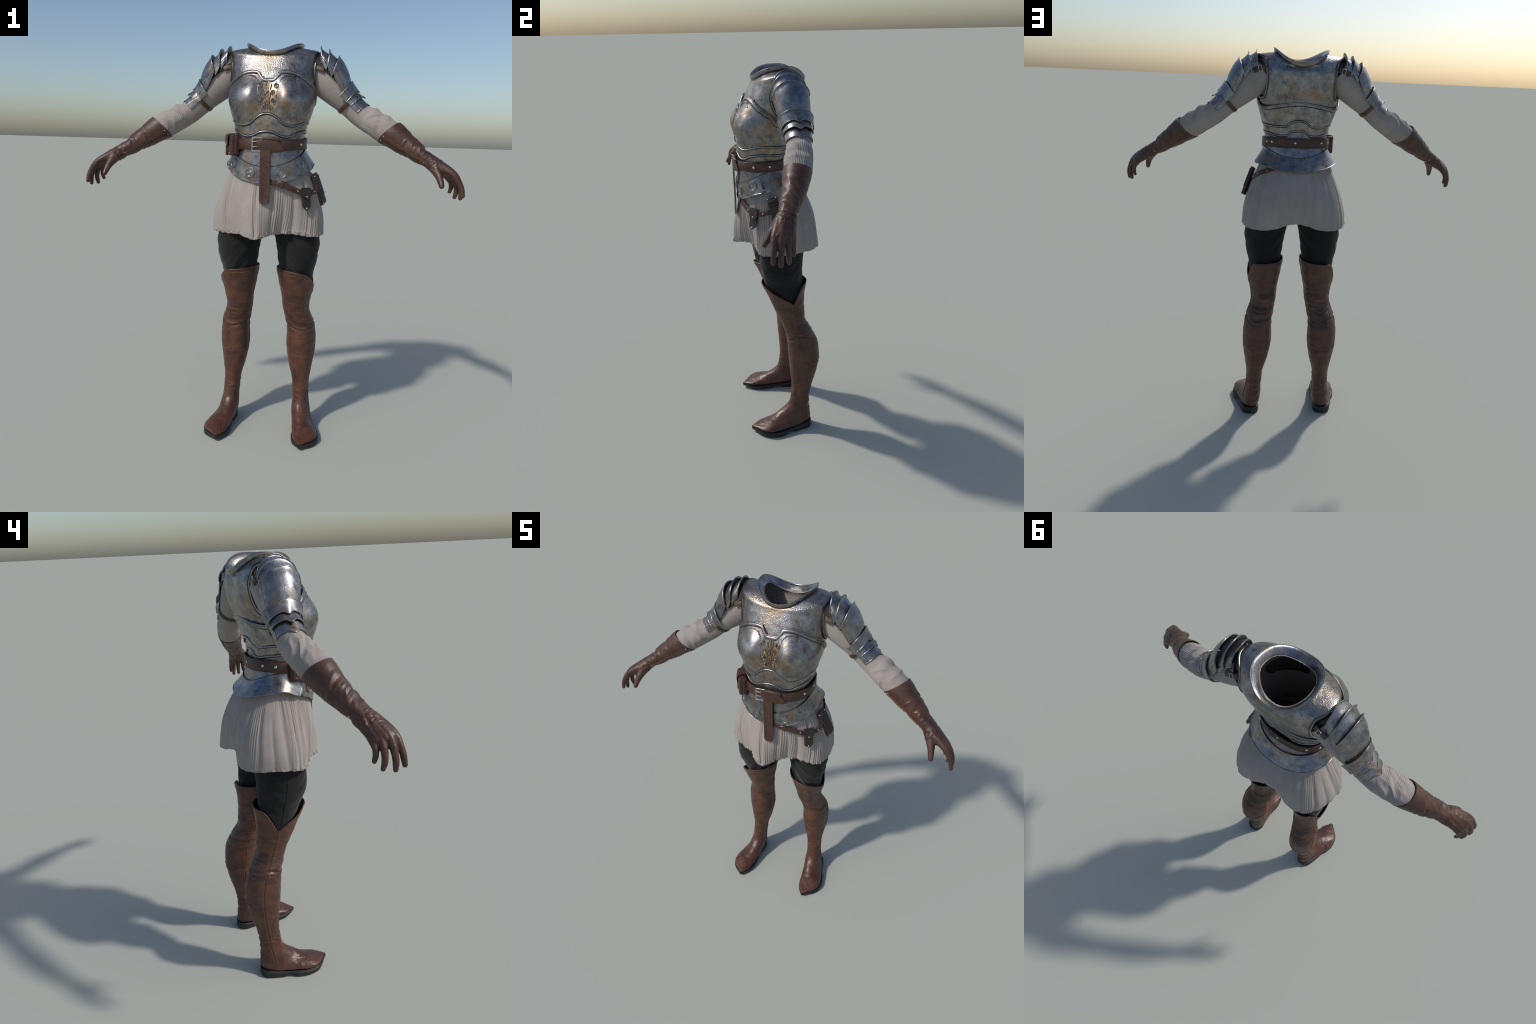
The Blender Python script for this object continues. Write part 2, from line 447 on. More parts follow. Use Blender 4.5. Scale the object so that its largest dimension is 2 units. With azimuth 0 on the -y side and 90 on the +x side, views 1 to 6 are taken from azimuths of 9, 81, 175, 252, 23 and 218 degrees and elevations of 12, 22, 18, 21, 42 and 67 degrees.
rim('breastplate_rim', LINE_RIB, .006, .0030, .003, .0065, STEEL_EDGE, breast, prof=ngon(.0022, 8, .0032) + [0, .0012])
rim('breastplate_grime_strip', LINE_RIB, .006, .003, .0085, .0066, GRIME, breast, prof=ngon(.0010, 6, .0019))  # dark strip laid on the plate as a grime line, nothing is cut in
rim('breastplate_grime_strip', LINE_RIB, .006, .003, -.0022, .0045, GRIME, breast, prof=ngon(.0012, 6, .0018))
rim('belly_rim', LINE_WAIST, .006, .0030, .003, .0045, STEEL_EDGE, prof=ngon(.0024, 8, .0034) + [0, .0012])
rim('belly_grime_strip', LINE_WAIST, .006, .003, .0088, .0046, GRIME, prof=ngon(.0010, 6, .0019))  # same kind of added dark strip along the waist line, not a recess
rim('belly_grime_strip', LINE_WAIST, .006, .003, -.0024, .0028, GRIME, prof=ngon(.0012, 6, .0018))
rim('breastplate_border', LINE_BAND, .015, .0055, -.002, .0055, STEEL, breast)
rim('breastplate_grime_strip', LINE_BAND, .006, .003, -.0105, .0066, GRIME, breast, prof=ngon(.0010, 6, .0017))
rim('breastplate_border_bead', LINE_BAND, .015, .004, .006, .0075, STEEL_EDGE, breast, prof=ngon(.0024, 8, .0026))

# upper cuirass (chest, shoulders, back) rising to the neck opening
RZF = [1.69, 1.75, 1.80, 1.845, 1.885, 1.912, 1.926, 1.932, 1.935]
RZS = [1.69, 1.75, 1.80, 1.845, 1.895, 1.938, 1.964, 1.974, 1.980]
RZB = [1.69, 1.75, 1.80, 1.845, 1.885, 1.908, 1.918, 1.922, 1.924]
RW  = [.188, .199, .203, .206, .2095, .2130, .2125, .174, .126]
RYF = [-.176, -.170, -.152, -.134, -.115, -.102, -.096, -.092, -.086]
RYB = [.112, .136, .153, .163, .165, .158, .152, .150, .148]
RYC = [-.022, .0, .014, .022, .030, .036, .042, .046, .046]
def upper(th, t):
    k = np.arange(len(RW)) / (len(RW) - 1)
    s, c = np.sin(th), np.cos(th)
    q = lambda a: spl(k, a, t)
    w, yf, yb, yc, zf, zs, zb = map(q, (RW, RYF, RYB, RYC, RZF, RZS, RZB))
    px = 1 - (1 - .80) * smooth(0, .3, t) * (1 - smooth(.8, 1, t))
    x = w * spow(s, px)
    y = yc + np.where(c > 0, yc - yf, yb - yc) * -np.sign(c) * np.abs(c) ** np.where(c > 0, .92, .66 + .30 * smooth(.45, .75, t))
    y = y - .014 * np.exp(-(x / .075) ** 2) * smooth(.0, -.4, c) * smooth(.15, .4, t) * (1 - smooth(.62, .85, t))
    z = zs + (np.where(c > 0, zf, zb) - zs) * np.abs(c) ** (1.25 + 1.4 * smooth(.6, 1, t))
    return np.stack([x, y, z], -1)
nr, nc = 110, 420
tt = np.linspace(.0, 1, nr)[:, None]; th = np.linspace(-PI, PI, nc, endpoint=False)[None, :]
G = upper(th + 0 * tt, tt + 0 * th)
nG = grid_normals(G, cv=True)
if np.sum(nG[5] * (G[5] * [1, 1, 0])) < 0: nG = -nG
G = G + nG * (.0010 * vnoise(G * 20, 11))[..., None]
V, F = G.reshape(-1, 3), grid_faces(nr, nc, False, True)
ARM_C, ARM_R = (.060, 1.861), (.092, .100)
def armhole(v):
    e = ((v[:, 1] - ARM_C[0]) / ARM_R[0]) ** 2 + ((v[:, 2] - ARM_C[1]) / ARM_R[1]) ** 2 - 1
    return e + (np.clip(.182 - np.abs(v[:, 0]), 0, 1) / .022) ** 2
V, F = clip(V, F, armhole(V))
f2 = V[:, 2] - (LINE_BAND(np.arctan2(V[:, 0], -(V[:, 1] - .0))) - .03)
cu_V, cu_F = V, F
W, FF = solid(V, F, .005, lambda v: (v - np.array([0, .03, 1.80])))
upper_ob = make('upper_cuirass', W, FF, STEEL_HAM, angle=50)
for L in boundary_loops(F):
    p = V[L]
    if abs(p[:, 0].mean()) > .12 and p[:, 2].max() > 1.8:
        side = np.sign(p[:, 0].mean()); q = resample(p, 140, True)
        for _ in range(3): q = (np.roll(q, 1, 0) + q * 2 + np.roll(q, -1, 0)) / 4
        q[:, 0] += side * .001
        make('armhole_rim', *tube(q, .0055, 10, True), STEEL_EDGE, upper_ob)
        inw = unit(q.mean(0) - q) * -1
        make('armhole_grime_strip', *tube(q + inw * .0068 + [side * .0012, 0, 0], .0017, 6, True), GRIME, upper_ob)  # dark tube laid beside the rim as a grime line, no recess

# collar: flared band round the neck opening
th = np.linspace(-PI, PI, 240, endpoint=False); c = np.cos(th); s = np.sin(th)
def rim_z(front, side, back):
    return side + np.where(c > 0, (front - side) * np.abs(c) ** 3.0, (back - side) * np.abs(c) ** 2.2)
def cring(w, yf, yb, z):
    return np.stack([w * spow(s, .92), .055 + np.where(c > 0, .055 - yf, yb - .055) * -spow(c, .95), z], -1)
top_z = rim_z(1.951, 1.9985, 1.935)
K = np.stack([cring(.110, -.068, .134, top_z - .026), cring(.118, -.077, .145, top_z - .014), cring(.127, -.088, .156, top_z - .005), cring(.1335, -.096, .1635, top_z - .0005),
              cring(.1365, -.100, .167, top_z - .0005), cring(.1375, -.101, .168, top_z - .004), cring(.1365, -.100, .167, top_z - .012), cring(.1345, -.098, .165, top_z - .018), cring(.1315, -.095, .162, top_z - .0205),
              cring(.126, -.089, .156, top_z - .021), cring(.118, -.080, .145, top_z - .028)])
W, FF = K.reshape(-1, 3), grid_faces(len(K), 240, True, True)
collar = make('collar', W, FF, STEEL_BLUE, angle=50)
make('collar_rim', *tube(K[4], .0022, 8, True), STEEL_EDGE, collar)

# ornament in relief between the breasts
orn = []
def on_chest(pts, r, lift=.0075):
    pts = np.array(pts, float)
    if len(pts) < 12: pts = curve(np.c_[pts, np.zeros(len(pts))], 26)[:, :2]
    thv = np.array([math.copysign(th_of(x, z), x) for x, z in pts]); P, n = torso(thv, pts[:, 1], lift)
    rr = 1.45 * r * (.55 + .45 * np.sin(np.linspace(.25, PI - .1, len(pts))))
    orn.append(tube(P, rr, 6, up=(0, -1, .1)))
def spiral(cx, cz, r0, turns, a0, sgn, r):
    t = np.linspace(0, 1, 44); a = a0 + sgn * turns * 2 * PI * t; R = r0 * (1 - t) ** .8 + .0008
    on_chest(np.c_[cx + R * np.cos(a), cz + R * np.sin(a)], r)
for sg in (-1, 1):
    spiral(sg * .040, 1.787, .012, 1.6, PI / 2, sg, .0024)
    spiral(sg * .026, 1.757, .010, 1.5, -PI / 2, -sg, .0022)
    spiral(sg * .030, 1.722, .010, 1.5, PI / 2, sg, .0022)
    spiral(sg * .022, 1.690, .009, 1.4, -PI / 2, -sg, .0020)
    on_chest([(sg * .006, 1.805), (sg * .014, 1.790), (sg * .012, 1.770), (sg * .018, 1.762)], .0022)
    on_chest([(sg * .004, 1.770), (sg * .013, 1.745), (sg * .009, 1.725), (sg * .020, 1.716)], .0022)
    on_chest([(sg * .003, 1.735), (sg * .010, 1.710), (sg * .007, 1.690), (sg * .016, 1.676)], .0022)
    on_chest([(sg * .003, 1.708), (sg * .018, 1.700), (sg * .030, 1.676), (sg * .036, 1.668)], .0020)
    on_chest([(sg * .052, 1.800), (sg * .062, 1.822), (sg * .080, 1.832), (sg * .10, 1.831), (sg * .118, 1.824)], .0017)
    on_chest([(sg * .050, 1.792), (sg * .047, 1.765), (sg * .044, 1.745), (sg * .042, 1.72), (sg * .036, 1.70)], .0016)
    for x, z in [(.125, 1.815), (.052, 1.812), (.036, 1.806), (.038, 1.742), (.034, 1.706), (.028, 1.676), (.066, 1.829), (.108, 1.832)]:
        p, n = torso(np.array([math.copysign(th_of(x, z), sg)]), np.array([z]), .0065); orn.append(dome(p[0], n[0], .0034, .003, 8))
on_chest([(0.0, 1.808), (0.001, 1.77), (-.001, 1.73), (0, 1.69), (0, 1.668)], .0026)
make('chest_ornament', *merge(orn), STEEL, breast, angle=60, kind='stuff')

# small rivets along the armour seams
rv = []
for line, dz, off, thl in ((LINE_RIB, .018, .007, (.06, .22, -.06, -.22, .36, -.36, .93, -.93, .78, -.78)), (LINE_WAIST, .017, .004, (.09, .21, -.09, -.21, .35, -.35, .92, -.92, .8, -.8)),
                           (LINE_BAND, .013, .002, (.03, -.03, .12, -.12, .22, -.22, .7, -.7, .85, -.85, 1.0)), (LINE_SEAM, .012, .004, (.1, -.1, .3, -.3, .7, -.7, .9, -.9))):
    for f in thl:
        a = np.array([f * PI]); p, n = torso(a, line(a) + dz, off); rv.append(dome(p[0], n[0], .0028, .0022, 8))
make('armour_rivet', *merge(rv), STEEL_BLUE, angle=60, kind='stuff')

# fauld: hip band flaring at the sides and back, dipping apron in front
cols = 420; th = np.linspace(-PI, PI, cols, endpoint=False)
FLOW = belt_line([(0, 1.348), (.05, 1.352), (.095, 1.364), (.13, 1.381), (.15, 1.398)], [(.38, 1.412), (.42, 1.418), (.5, 1.440)],
                 [(.165, 1.436), (.11, 1.417), (.055, 1.406), (0, 1.403)])
c, s = np.cos(th), np.sin(th); a = np.abs(th) / PI
low = np.stack([.214 * spow(s, .9), .002 + np.where(c > 0, .190, .158) * -spow(c, .92), FLOW(th)], -1)
notch = np.exp(-((a - .375) / .012) ** 2)
low[:, 2] += .012 * notch
topP, topN = torso(th, LINE_SEAM(th) + .004, .008)
ss = np.linspace(0, 1, 26)[:, None, None]
flare = ss ** (1.0 + .25 * smooth(.3, .6, a))[None, :, None]
G = topP[None] * (1 - flare) + low[None] * flare
G[..., 2] = (topP[None, :, 2] * (1 - ss[..., 0]) + low[None, :, 2] * ss[..., 0])
G += (.0012 * vnoise(G * 22, 21))[..., None] * (G * [1, 1, 0]) / .2
V, F = solid(G.reshape(-1, 3), grid_faces(26, cols, False, True), .0045, lambda v: v * [1, 1, 0])
fauld = make('fauld', V, F, STEEL_BLUE, angle=50)
make('fauld_rim', *tube(G[-1], .0022, 8, True), STEEL_BLUE, fauld)
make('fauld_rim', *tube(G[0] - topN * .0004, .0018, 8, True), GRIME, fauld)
def near(Gd, x, z, front=True):
    m = (Gd[..., 1] < 0) if front else (Gd[..., 1] > 0)
    d = (Gd[..., 0] - x) ** 2 + (Gd[..., 2] - z) ** 2 + np.where(m, 0, 9); i = np.unravel_index(np.argmin(d), d.shape); return i
GN = grid_normals(G, cv=True)
if np.sum(GN * (G * [1, 1, 0])) < 0: GN = -GN
def disc(pos, n):
    n = unit(n); up = unit(np.array([0, 0, 1.]) - n * n[2]); r = np.cross(up, n)
    prof = [(.0, .0042), (.006, .0046), (.008, .0030), (.0125, .0030), (.0155, .0042), (.0165, .0046), (.0185, .0034), (.0195, .0060), (.0215, .0068), (.0232, .0052), (.0236, -.004)]
    k = 40; V = []; 
    for q, h in prof:
        for j in range(k):
            t = 2 * PI * j / k; qq = max(q, 1e-4)
            hh = h * .55 + (.0006 * math.sin(4 * t) if .007 < q < .016 else 0)
            V.append(pos + (r * math.cos(t) + up * math.sin(t) * 1.02) * qq + n * hh)
    return np.array(V), grid_faces(len(prof), k, False, True)
for x, z in ((-.158, 1.437), (-.070, 1.397), (.075, 1.398), (.160, 1.439)):
    i = near(G, x, z); make('fauld_medallion', *disc(G[i], GN[i]), STEEL, fauld, angle=45, recalc=False)

# ------------------------------------------------------------------ tunic: skirt, torso lining, sleeves
# hem control points (angle fraction of PI, x, y, z): drooping over each thigh
HEM = [(-1.0, 0, .180, 1.136), (-.93, -.05, .189, 1.131), (-.84, -.118, .208, 1.114), (-.75, -.188, .202, 1.109), (-.66, -.241, .155, 1.109), (-.57, -.272, .08, 1.112), (-.5, -.286, .005, 1.106),
       (-.42, -.264, -.056, 1.096), (-.35, -.222, -.090, 1.092), (-.27, -.172, -.118, 1.094), (-.20, -.122, -.145, 1.094), (-.13, -.078, -.198, 1.090), (-.07, -.042, -.219, 1.086), (-.01, -.006, -.204, 1.090),
       (.06, .030, -.166, 1.100), (.12, .066, -.134, 1.104), (.19, .115, -.119, 1.105), (.26, .170, -.115, 1.102), (.33, .222, -.111, 1.096), (.40, .260, -.078, 1.097), (.47, .273, -.02, 1.099), (.54, .274, .05, 1.103),
       (.61, .262, .110, 1.106), (.69, .236, .166, 1.106), (.77, .187, .205, 1.108), (.85, .119, .210, 1.112), (.93, .05, .189, 1.129), (1.0, 0, .180, 1.136)]
HEM = np.array(HEM)
hx = np.concatenate([HEM[:-1, 0] - 2, HEM[:, 0], HEM[1:, 0] + 2]); hy = np.concatenate([HEM[:-1, 1:], HEM[:, 1:], HEM[1:, 1:]])
cols, rows = 1120, 120
th = np.linspace(-PI, PI, cols, endpoint=False); c, s = np.cos(th), np.sin(th)
hem = spl(hx, hy, th / PI)
def ell(w, yf, yb, z, yc=0.0):
    return np.stack([w * np.sign(s) * np.abs(s) ** np.where(c > 0, .95, .86), yc + np.where(c > 0, yc - yf, yb - yc) * -np.sign(c) * np.abs(c) ** np.where(c > 0, .95, .72), np.full(cols, z)], -1)
hem2 = lambda k, z, e: np.c_[e[:, :2] * (1 - k) + hem[:, :2] * k, np.full(cols, z)]
key = np.stack([ell(.170, -.168, .104, 1.475, -.01), ell(.190, -.174, .136, 1.42), hem2(.10, 1.34, ell(.217, -.176, .178, 1.34)), hem2(.34, 1.25, ell(.243, -.183, .212, 1.25)), hem2(.70, 1.17, ell(.266, -.194, .220, 1.17)), hem])
S_ = spl(np.array([0, .15, .37, .62, .84, 1.0]), key, np.linspace(0, 1, rows))
nS = grid_normals(S_, cv=True)
if np.sum(nS * (S_ * [1, 1, 0])) < 0: nS = -nS
sv = np.linspace(0, 1, rows)[:, None]; TH = th[None, :]
wob = .05 * vnoise(np.stack([TH * 2 + 0 * sv, sv * 2 + 0 * TH, 0 * sv + 0 * TH], -1), 31)
front = smooth(-.35, .35, np.cos(TH)); 
NR = 128
ph = (TH + wob * .5) * NR / (2 * PI)
dg_ = np.abs(ph - np.round(ph))
cell = np.round(ph)
deep = np.clip(.55 + .9 * vnoise(np.stack([cell * .61, sv * 1.3 + 0 * cell, 3 + 0 * cell], -1), 33), .06, 1.0)
D = -.0036 * deep * np.exp(-(dg_ / .20) ** 2) * (.55 + .45 * front) * smooth(.02, .2, sv)
# deeper folds: (angle fraction, depth, width, start height)
for a0, dep, wd, st in [(-.055, .012, .016, .25), (.055, .008, .014, .3), (.20, .012, .020, .3), (.13, .008, .014, .45), (-.30, .009, .018, .2), (-.20, .004, .02, .3), (-.42, .008, .016, .2), (.33, .006, .018, .4), (.30, .008, .013, .1),
                        (.42, .006, .016, .3), (-.52, .009, .017, .1), (-.58, .005, .014, .3), (-.47, .006, .012, .25), (-.66, .006, .016, .2), (-.76, .006, .018, .15), (-.9, .007, .018, .1), (-.96, .006, .014, .2), (.95, .007, .016, .1), (.85, .005, .016, .2), (.74, .007, .018, .15), (.63, .006, .016, .2), (.55, .006, .014, .2)]:
    bend = .03 * (sv - .6) * np.sign(math.sin(a0 * 7))
    dd = (TH / PI - a0 - bend * .5 + 1) % 2 - 1
    k = smooth(st - .1, st + .35, sv)
    D = D - .62 * dep * k * np.exp(-(dd / (wd * .75)) ** 2) + .62 * dep * .5 * k * np.exp(-((dd - wd * 1.9) / (wd * 1.2)) ** 2)
Pn = S_ * 90
hemz = smooth(.94, .985, sv)
D = D + hemz * .0042 * (vnoise(Pn * 1.2, 35) + .6 * vnoise(Pn * 2.6, 38)) * (.3 + front) + .0025 * vnoise(S_ * 9, 36)
S2 = S_ + nS * D[..., None]
S2[..., 2] += hemz * .0016 * vnoise(np.stack([TH * 30 + 0 * sv, sv * 0, 0 * TH + 0 * sv], -1) if False else S_ * 55, 37)
V, F = solid(S2.reshape(-1, 3), grid_faces(rows, cols, False, True), .005, lambda v: v * [1, 1, 0])
skirt = make('tunic_skirt', V, F, CLOTH, angle=180)

# tunic body inside the cuirass, seen through the neck
th2 = np.linspace(-PI, PI, 240, endpoint=False); tz = np.linspace(1.36, 1.80, 110)[:, None]
A_, _ = torso(th2[None, :] + 0 * tz, tz + 0 * th2[None, :], -.010)
B_ = upper(th2[None, :] + 0 * np.linspace(.36, 1, 150)[:, None], np.linspace(.36, 1, 150)[:, None] + 0 * th2[None, :])
B_ = B_ + (np.array([0, .04, 1.80]) - B_) * np.array([.06, .06, .02])
L_ = np.concatenate([A_, B_])
neckr = np.stack([.1085 * spow(np.sin(th2), .92), .048 + np.where(np.cos(th2) > 0, .114, .084) * -spow(np.cos(th2), .95), 1.9715 + np.where(np.cos(th2) > 0, -.047 * np.abs(np.cos(th2)) ** 3, -.062 * np.abs(np.cos(th2)) ** 2.2)], -1)
L_ = np.concatenate([L_[:-22], L_[-23] + (neckr - L_[-23]) * np.linspace(.04, 1, 22)[:, None, None]])
ph2 = np.abs(np.sin((L_[..., 2] + .25 * np.abs(L_[..., 0])) * PI / .0075)) * .0020
L_ = L_ - ph2[..., None] * unit(L_ * [1, 1, 0])
V, F = L_.reshape(-1, 3), grid_faces(len(L_), 240, False, True)
e_ = ((V[:, 1] - ARM_C[0]) / .066) ** 2 + ((V[:, 2] - ARM_C[1]) / .066) ** 2 - 1
V, F = clip(V, F, np.where(np.abs(V[:, 0]) > .10, e_, 1.0))
V, F = solid(V, F, .003, lambda v: v * [1, 1, 0])
make('tunic_body', V, F, CLOTH, angle=180)

# arm axis: centre and radius
_ax = lambda a, n, y: (.2 + .783 * a + .622 * (n - .004), y + .004, 1.88 - .622 * a + .783 * (n - .004))
ARM = np.array([_ax(-.015, -.008, .052), _ax(.02, -.006, .051), _ax(.07, -.005, .050), _ax(.13, -.006, .051), _ax(.20, -.008, .053), _ax(.25, -.012, .053), _ax(.30, -.014, .050), _ax(.345, -.008, .044),
                (.485, .041, 1.645), (.537, .027, 1.612), (.572, .016, 1.592), (.617, .002, 1.560)])
ARMR = np.array([.072, .073, .0730, .068, .060, .055, .053, .0555, .058, .058, .055, .044])
ad = np.concatenate([[0], np.cumsum(np.linalg.norm(np.diff(ARM, axis=0), axis=1))])
def arm_frame(t):
    e = 1e-3; C = spl(ad, ARM, t); T = unit(spl(ad, ARM, np.clip(t + e, 0, ad[-1])) - spl(ad, ARM, np.clip(t - e, 0, ad[-1])))
    f = np.array([0, -1., 0]); f = unit(f - T * np.sum(T * f, -1, keepdims=True)); n = np.cross(f, T)
    n = np.where(n[..., 2:] < 0, -n, n)
    return C, T, n, f
def sleeve(mirrored):
    n_, m_ = 330, 260
    t = np.linspace(.0, ad[-1], n_); C, T, n, f = arm_frame(t); r = spl(ad, ARMR, t)
    ph = np.linspace(-PI, PI, m_, endpoint=False)
    tt = t[:, None]; pp = ph[None, :]
    q = tt / ad[-1]
    # wrinkles gather around the elbow, stronger on the top and front
    tt = tt + .035; wr = np.exp(-((tt - .435) / .075) ** 2)
    co = np.stack([tt * 26 + .9 * np.sin(pp) * 2, np.cos(pp - .4) * 1.3 + 0 * tt, np.sin(pp) * 1.3 + 0 * tt], -1)
    w1 = vnoise(co, 41); w2 = vnoise(co * [1.9, 1.6, 1.6], 42)
    ridged = 1 - np.abs(w1) * 2
    fac = .35 + .65 * smooth(-.6, .8, np.cos(pp - .5))
    D = wr * fac * (.0065 * ridged * .8 + .0035 * w2) + .0018 * vnoise(co * [.4, 1, 1], 43)
    D = D + .005 * np.exp(-((tt - .405) / .016) ** 2) * smooth(.1, 1, np.cos(pp + .2)) - .004 * np.exp(-((tt - .440) / .012) ** 2) * smooth(.1, 1, np.cos(pp + .1)) + .005 * np.exp(-((tt - .478) / .018) ** 2) * smooth(.1, 1, np.cos(pp - .2))
    if mirrored: rb = np.abs(np.sin(tt * PI / .0085 + .6 * vnoise(co * .35, 45)))
    else: rb = np.abs(np.sin(pp * 26 + 1.0 * vnoise(co * .35, 45)))
    D = D + (.0026 if mirrored else .0019) * rb
    R = r[:, None] + D
    G = C[:, None] + R[..., None] * (np.cos(pp)[..., None] * n[:, None] + np.sin(pp)[..., None] * 1.02 * f[:, None])
    V, F = G.reshape(-1, 3), grid_faces(n_, m_, False, True)
    return V, F
V, F = sleeve(False); make('sleeve', V, F, CLOTH, angle=180)
V, F = mirror(*sleeve(True)); make('sleeve', V, F, CLOTH, angle=180)

# ------------------------------------------------------------------ shoulder and upper-arm plates
AS, AD, AN, AF = np.array([.2, .04, 1.88]), np.array([.783, 0, -.622]), np.array([.622, 0, .783]), np.array([0, -1., 0])
def edge(v, crest, front, back, sexp=1.5, cusp=0.0):
    """Arc across the arm: v=-1 back corner, 0 crest, +1 front corner; corners and crest as (along, out, forward)."""
    a = np.abs(v); cr = np.array(crest); fr = np.array(front); bk = np.array(back)
    cor = np.where(v[:, None] > 0, fr, bk)
    sl = cr[0] + (cor[:, 0] - cr[0]) * a ** sexp + cusp * (np.exp(-(a / .12) ** 2) - 1) * (1 - a) ** 1.0
    out = cor[:, 1] + (cr[1] - cor[:, 1]) * np.cos(a * PI / 2) ** .9
    fw = cr[2] + (cor[:, 2] - cr[2]) * np.sin(a * PI / 2) ** .95
    return np.stack([sl, out, fw], 1)
def lame(name, edges, t=.0035, low=True, lip=.004):
    m_ = 81; v = np.linspace(-1, 1, m_)
    E_ = np.stack([edge(v, *e) for e in edges]); k = np.linspace(0, 1, len(edges))
    g = spl(k, E_, np.linspace(0, 1, 28)) if len(edges) > 2 else E_[0] + (E_[1] - E_[0]) * np.linspace(0, 1, 28)[:, None, None]
    u = np.linspace(0, 1, 28)[:, None]
    # raised lip along the upper edge and bent-in side margins
    out = lip * np.exp(-u / .06) + 0 * v[None]
    g[..., 1] += out * np.cos(v * PI / 2); g[..., 2] += out * np.sin(v * PI / 2)
    g[..., 1] -= (.0015 + .006 * u) if low else .006
    P = AS + g[..., :1] * AD + g[..., 1:2] * AN + g[..., 2:] * AF
    nn = grid_normals(P); axis = AS + g[..., :1] * AD
    if np.sum(nn * (P - axis)) < 0: nn = -nn
    crease = -.0016 * np.exp(-((np.abs(v) - .80) / .012) ** 2)
    P = P + nn * (crease[None] + .0010 * vnoise(P * 28, 51))[..., None]
    V, F = solid(P.reshape(-1, 3), grid_faces(28, m_), t, lambda q: (q - (AS + ((q - AS) @ AD)[:, None] * AD)))
    bord = np.concatenate([P[0], P[1:, -1], P[-1, ::-1][1:], P[::-1, 0][1:-1]])
    return (V, F), P
def add_pair(name, VF, mat, parent=(None, None), angle=45, kind=None):
    a = make(name, *VF, mat, parent[0], angle=angle, kind=kind); b = make(name, *mirror(*VF), mat, parent[1], angle=angle, kind=kind)
    return a, b
LAMES = [
 ('pauldron_lame', [((-.053, .095, .004), (.002, .040, .064), (-.004, .040, -.070)), ((-.03, .097, .003), (.02, .040, .072), (.015, .040, -.078)), ((.006, .104, .0), (.042, .036, .076), (.04, .038, -.083))]),
 ('pauldron_lame', [((-.013, .111, .004), (.038, .046, .077), (.029, .046, -.080)), ((.012, .110, .003), (.055, .038, .077), (.048, .042, -.085)), ((.050, .112, .0), (.082, .030, .0745), (.080, .034, -.0865))]),
 ('spaulder', [((.042, .118, .004), (.075, .041, .0765), (.068, .049, -.089)), ((.085, .113, .002), (.105, .028, .073), (.10, .032, -.091)), ((.13, .096, .0), (.138, .016, .065), (.136, .016, -.090)), ((.180, .064, -.004), (.170, .005, .056), (.172, .004, -.086))]),
 ('arm_lame', [((.166, .080, -.012), (.169, -.013, .067), (.167, .000, -.098), 1.5, .0), ((.226, .065, -.018), (.211, -.014, .057), (.219, -.002, -.093), 1.2, .017)]),
 ('arm_lame', [((.20, .058, -.014), (.190, -.013, .050), (.195, -.002, -.084), 1.5, .0), ((.264, .061, -.018), (.237, -.012, .050), (.244, -.002, -.085), 1.2, .017)]),
 ('arm_lame', [((.235, .050, -.014), (.218, -.014, .045), (.222, -.005, -.078), 1.5, .0), ((.303, .047, -.016), (.281, -.017, .0455), (.284, -.012, -.0765), 1.2, .014)]),
]
for i, (nm, ed) in enumerate(LAMES):
    VF, P = lame(nm, ed, low=i < 3, lip=.004 if i < 3 else .001)
    pa = add_pair(nm, VF, STEEL_BLUE)
    e0 = P[0] if i < 3 else P[-1]
    add_pair(nm + '_rim', tube(e0, .0021, 8), STEEL_EDGE, pa)
    if i == 3: add_pair(nm + '_rim', tube(P[0], .0018, 8), STEEL_EDGE, pa)
# dark padded cap under the lames, seen between shoulder and first lame
ph = np.linspace(-1.25, 1.25, 40)[None, :]; sl = np.linspace(-.035, .10, 16)[:, None]
R_ = spl([-.035, 0, .03, .10], [.072, .076, .078, .074], sl)
P = AS + sl[..., None] * AD + (R_ * np.cos(ph))[..., None] * AN + (R_ * np.sin(ph) * .95)[..., None] * AF
add_pair('shoulder_padding', solid(P.reshape(-1, 3), grid_faces(16, 40), .003, lambda q: q - AS), LEATHER_DARK)
# leather straps holding the lames: a loop round the arm and two short tabs with buckles
def arm_loop(t0, w, th_, extra):
    ph = np.linspace(-PI, PI, 80, endpoint=False); C, T, n, f = arm_frame(np.array([t0])); r = spl(ad, ARMR, np.array([t0]))[0] + extra
    d = np.cos(ph)[:, None] * n + np.sin(ph)[:, None] * 1.04 * f
    return sweep(C + r * d, d, flat(w, th_, .4), closed=True)
add_pair('arm_strap', arm_loop(.233, .020, .0035, .0022), LEATHER_STRAP)
def tab(p0, p1, nrm, w=.026):
    pts = np.linspace(p0, p1, 8); pts = pts + np.array(nrm) * (.002 * np.sin(np.linspace(0, PI, 8)))[:, None]
    return sweep(pts, np.array(nrm, float), flat(w, .003, .4))
add_pair('shoulder_tab', tab((.198, -.022, 1.893), (.240, -.030, 1.880), (.35, -.9, .25)), LEATHER_STRAP)
add_pair('shoulder_tab', tab((.182, .121, 1.905), (.240, .127, 1.888), (.35, .9, .25)), LEATHER_STRAP)
def frame_loop(c, r, up, hw, hh, rad):
    c = np.array(c, float); r = unit(np.array(r, float)); up = unit(np.array(up, float))
    a = np.linspace(0, 2 * PI, 48, endpoint=False); x = np.clip(np.cos(a) * 1.5, -1, 1) * hw; y = np.clip(np.sin(a) * 1.5, -1, 1) * hh
    return tube(c + x[:, None] * r + y[:, None] * up, rad, 8, True)
add_pair('shoulder_buckle', frame_loop((.206, .131, 1.899), (.95, .1, -.3), (.25, -.15, .95), .008, .0135, .0012), SILVER)

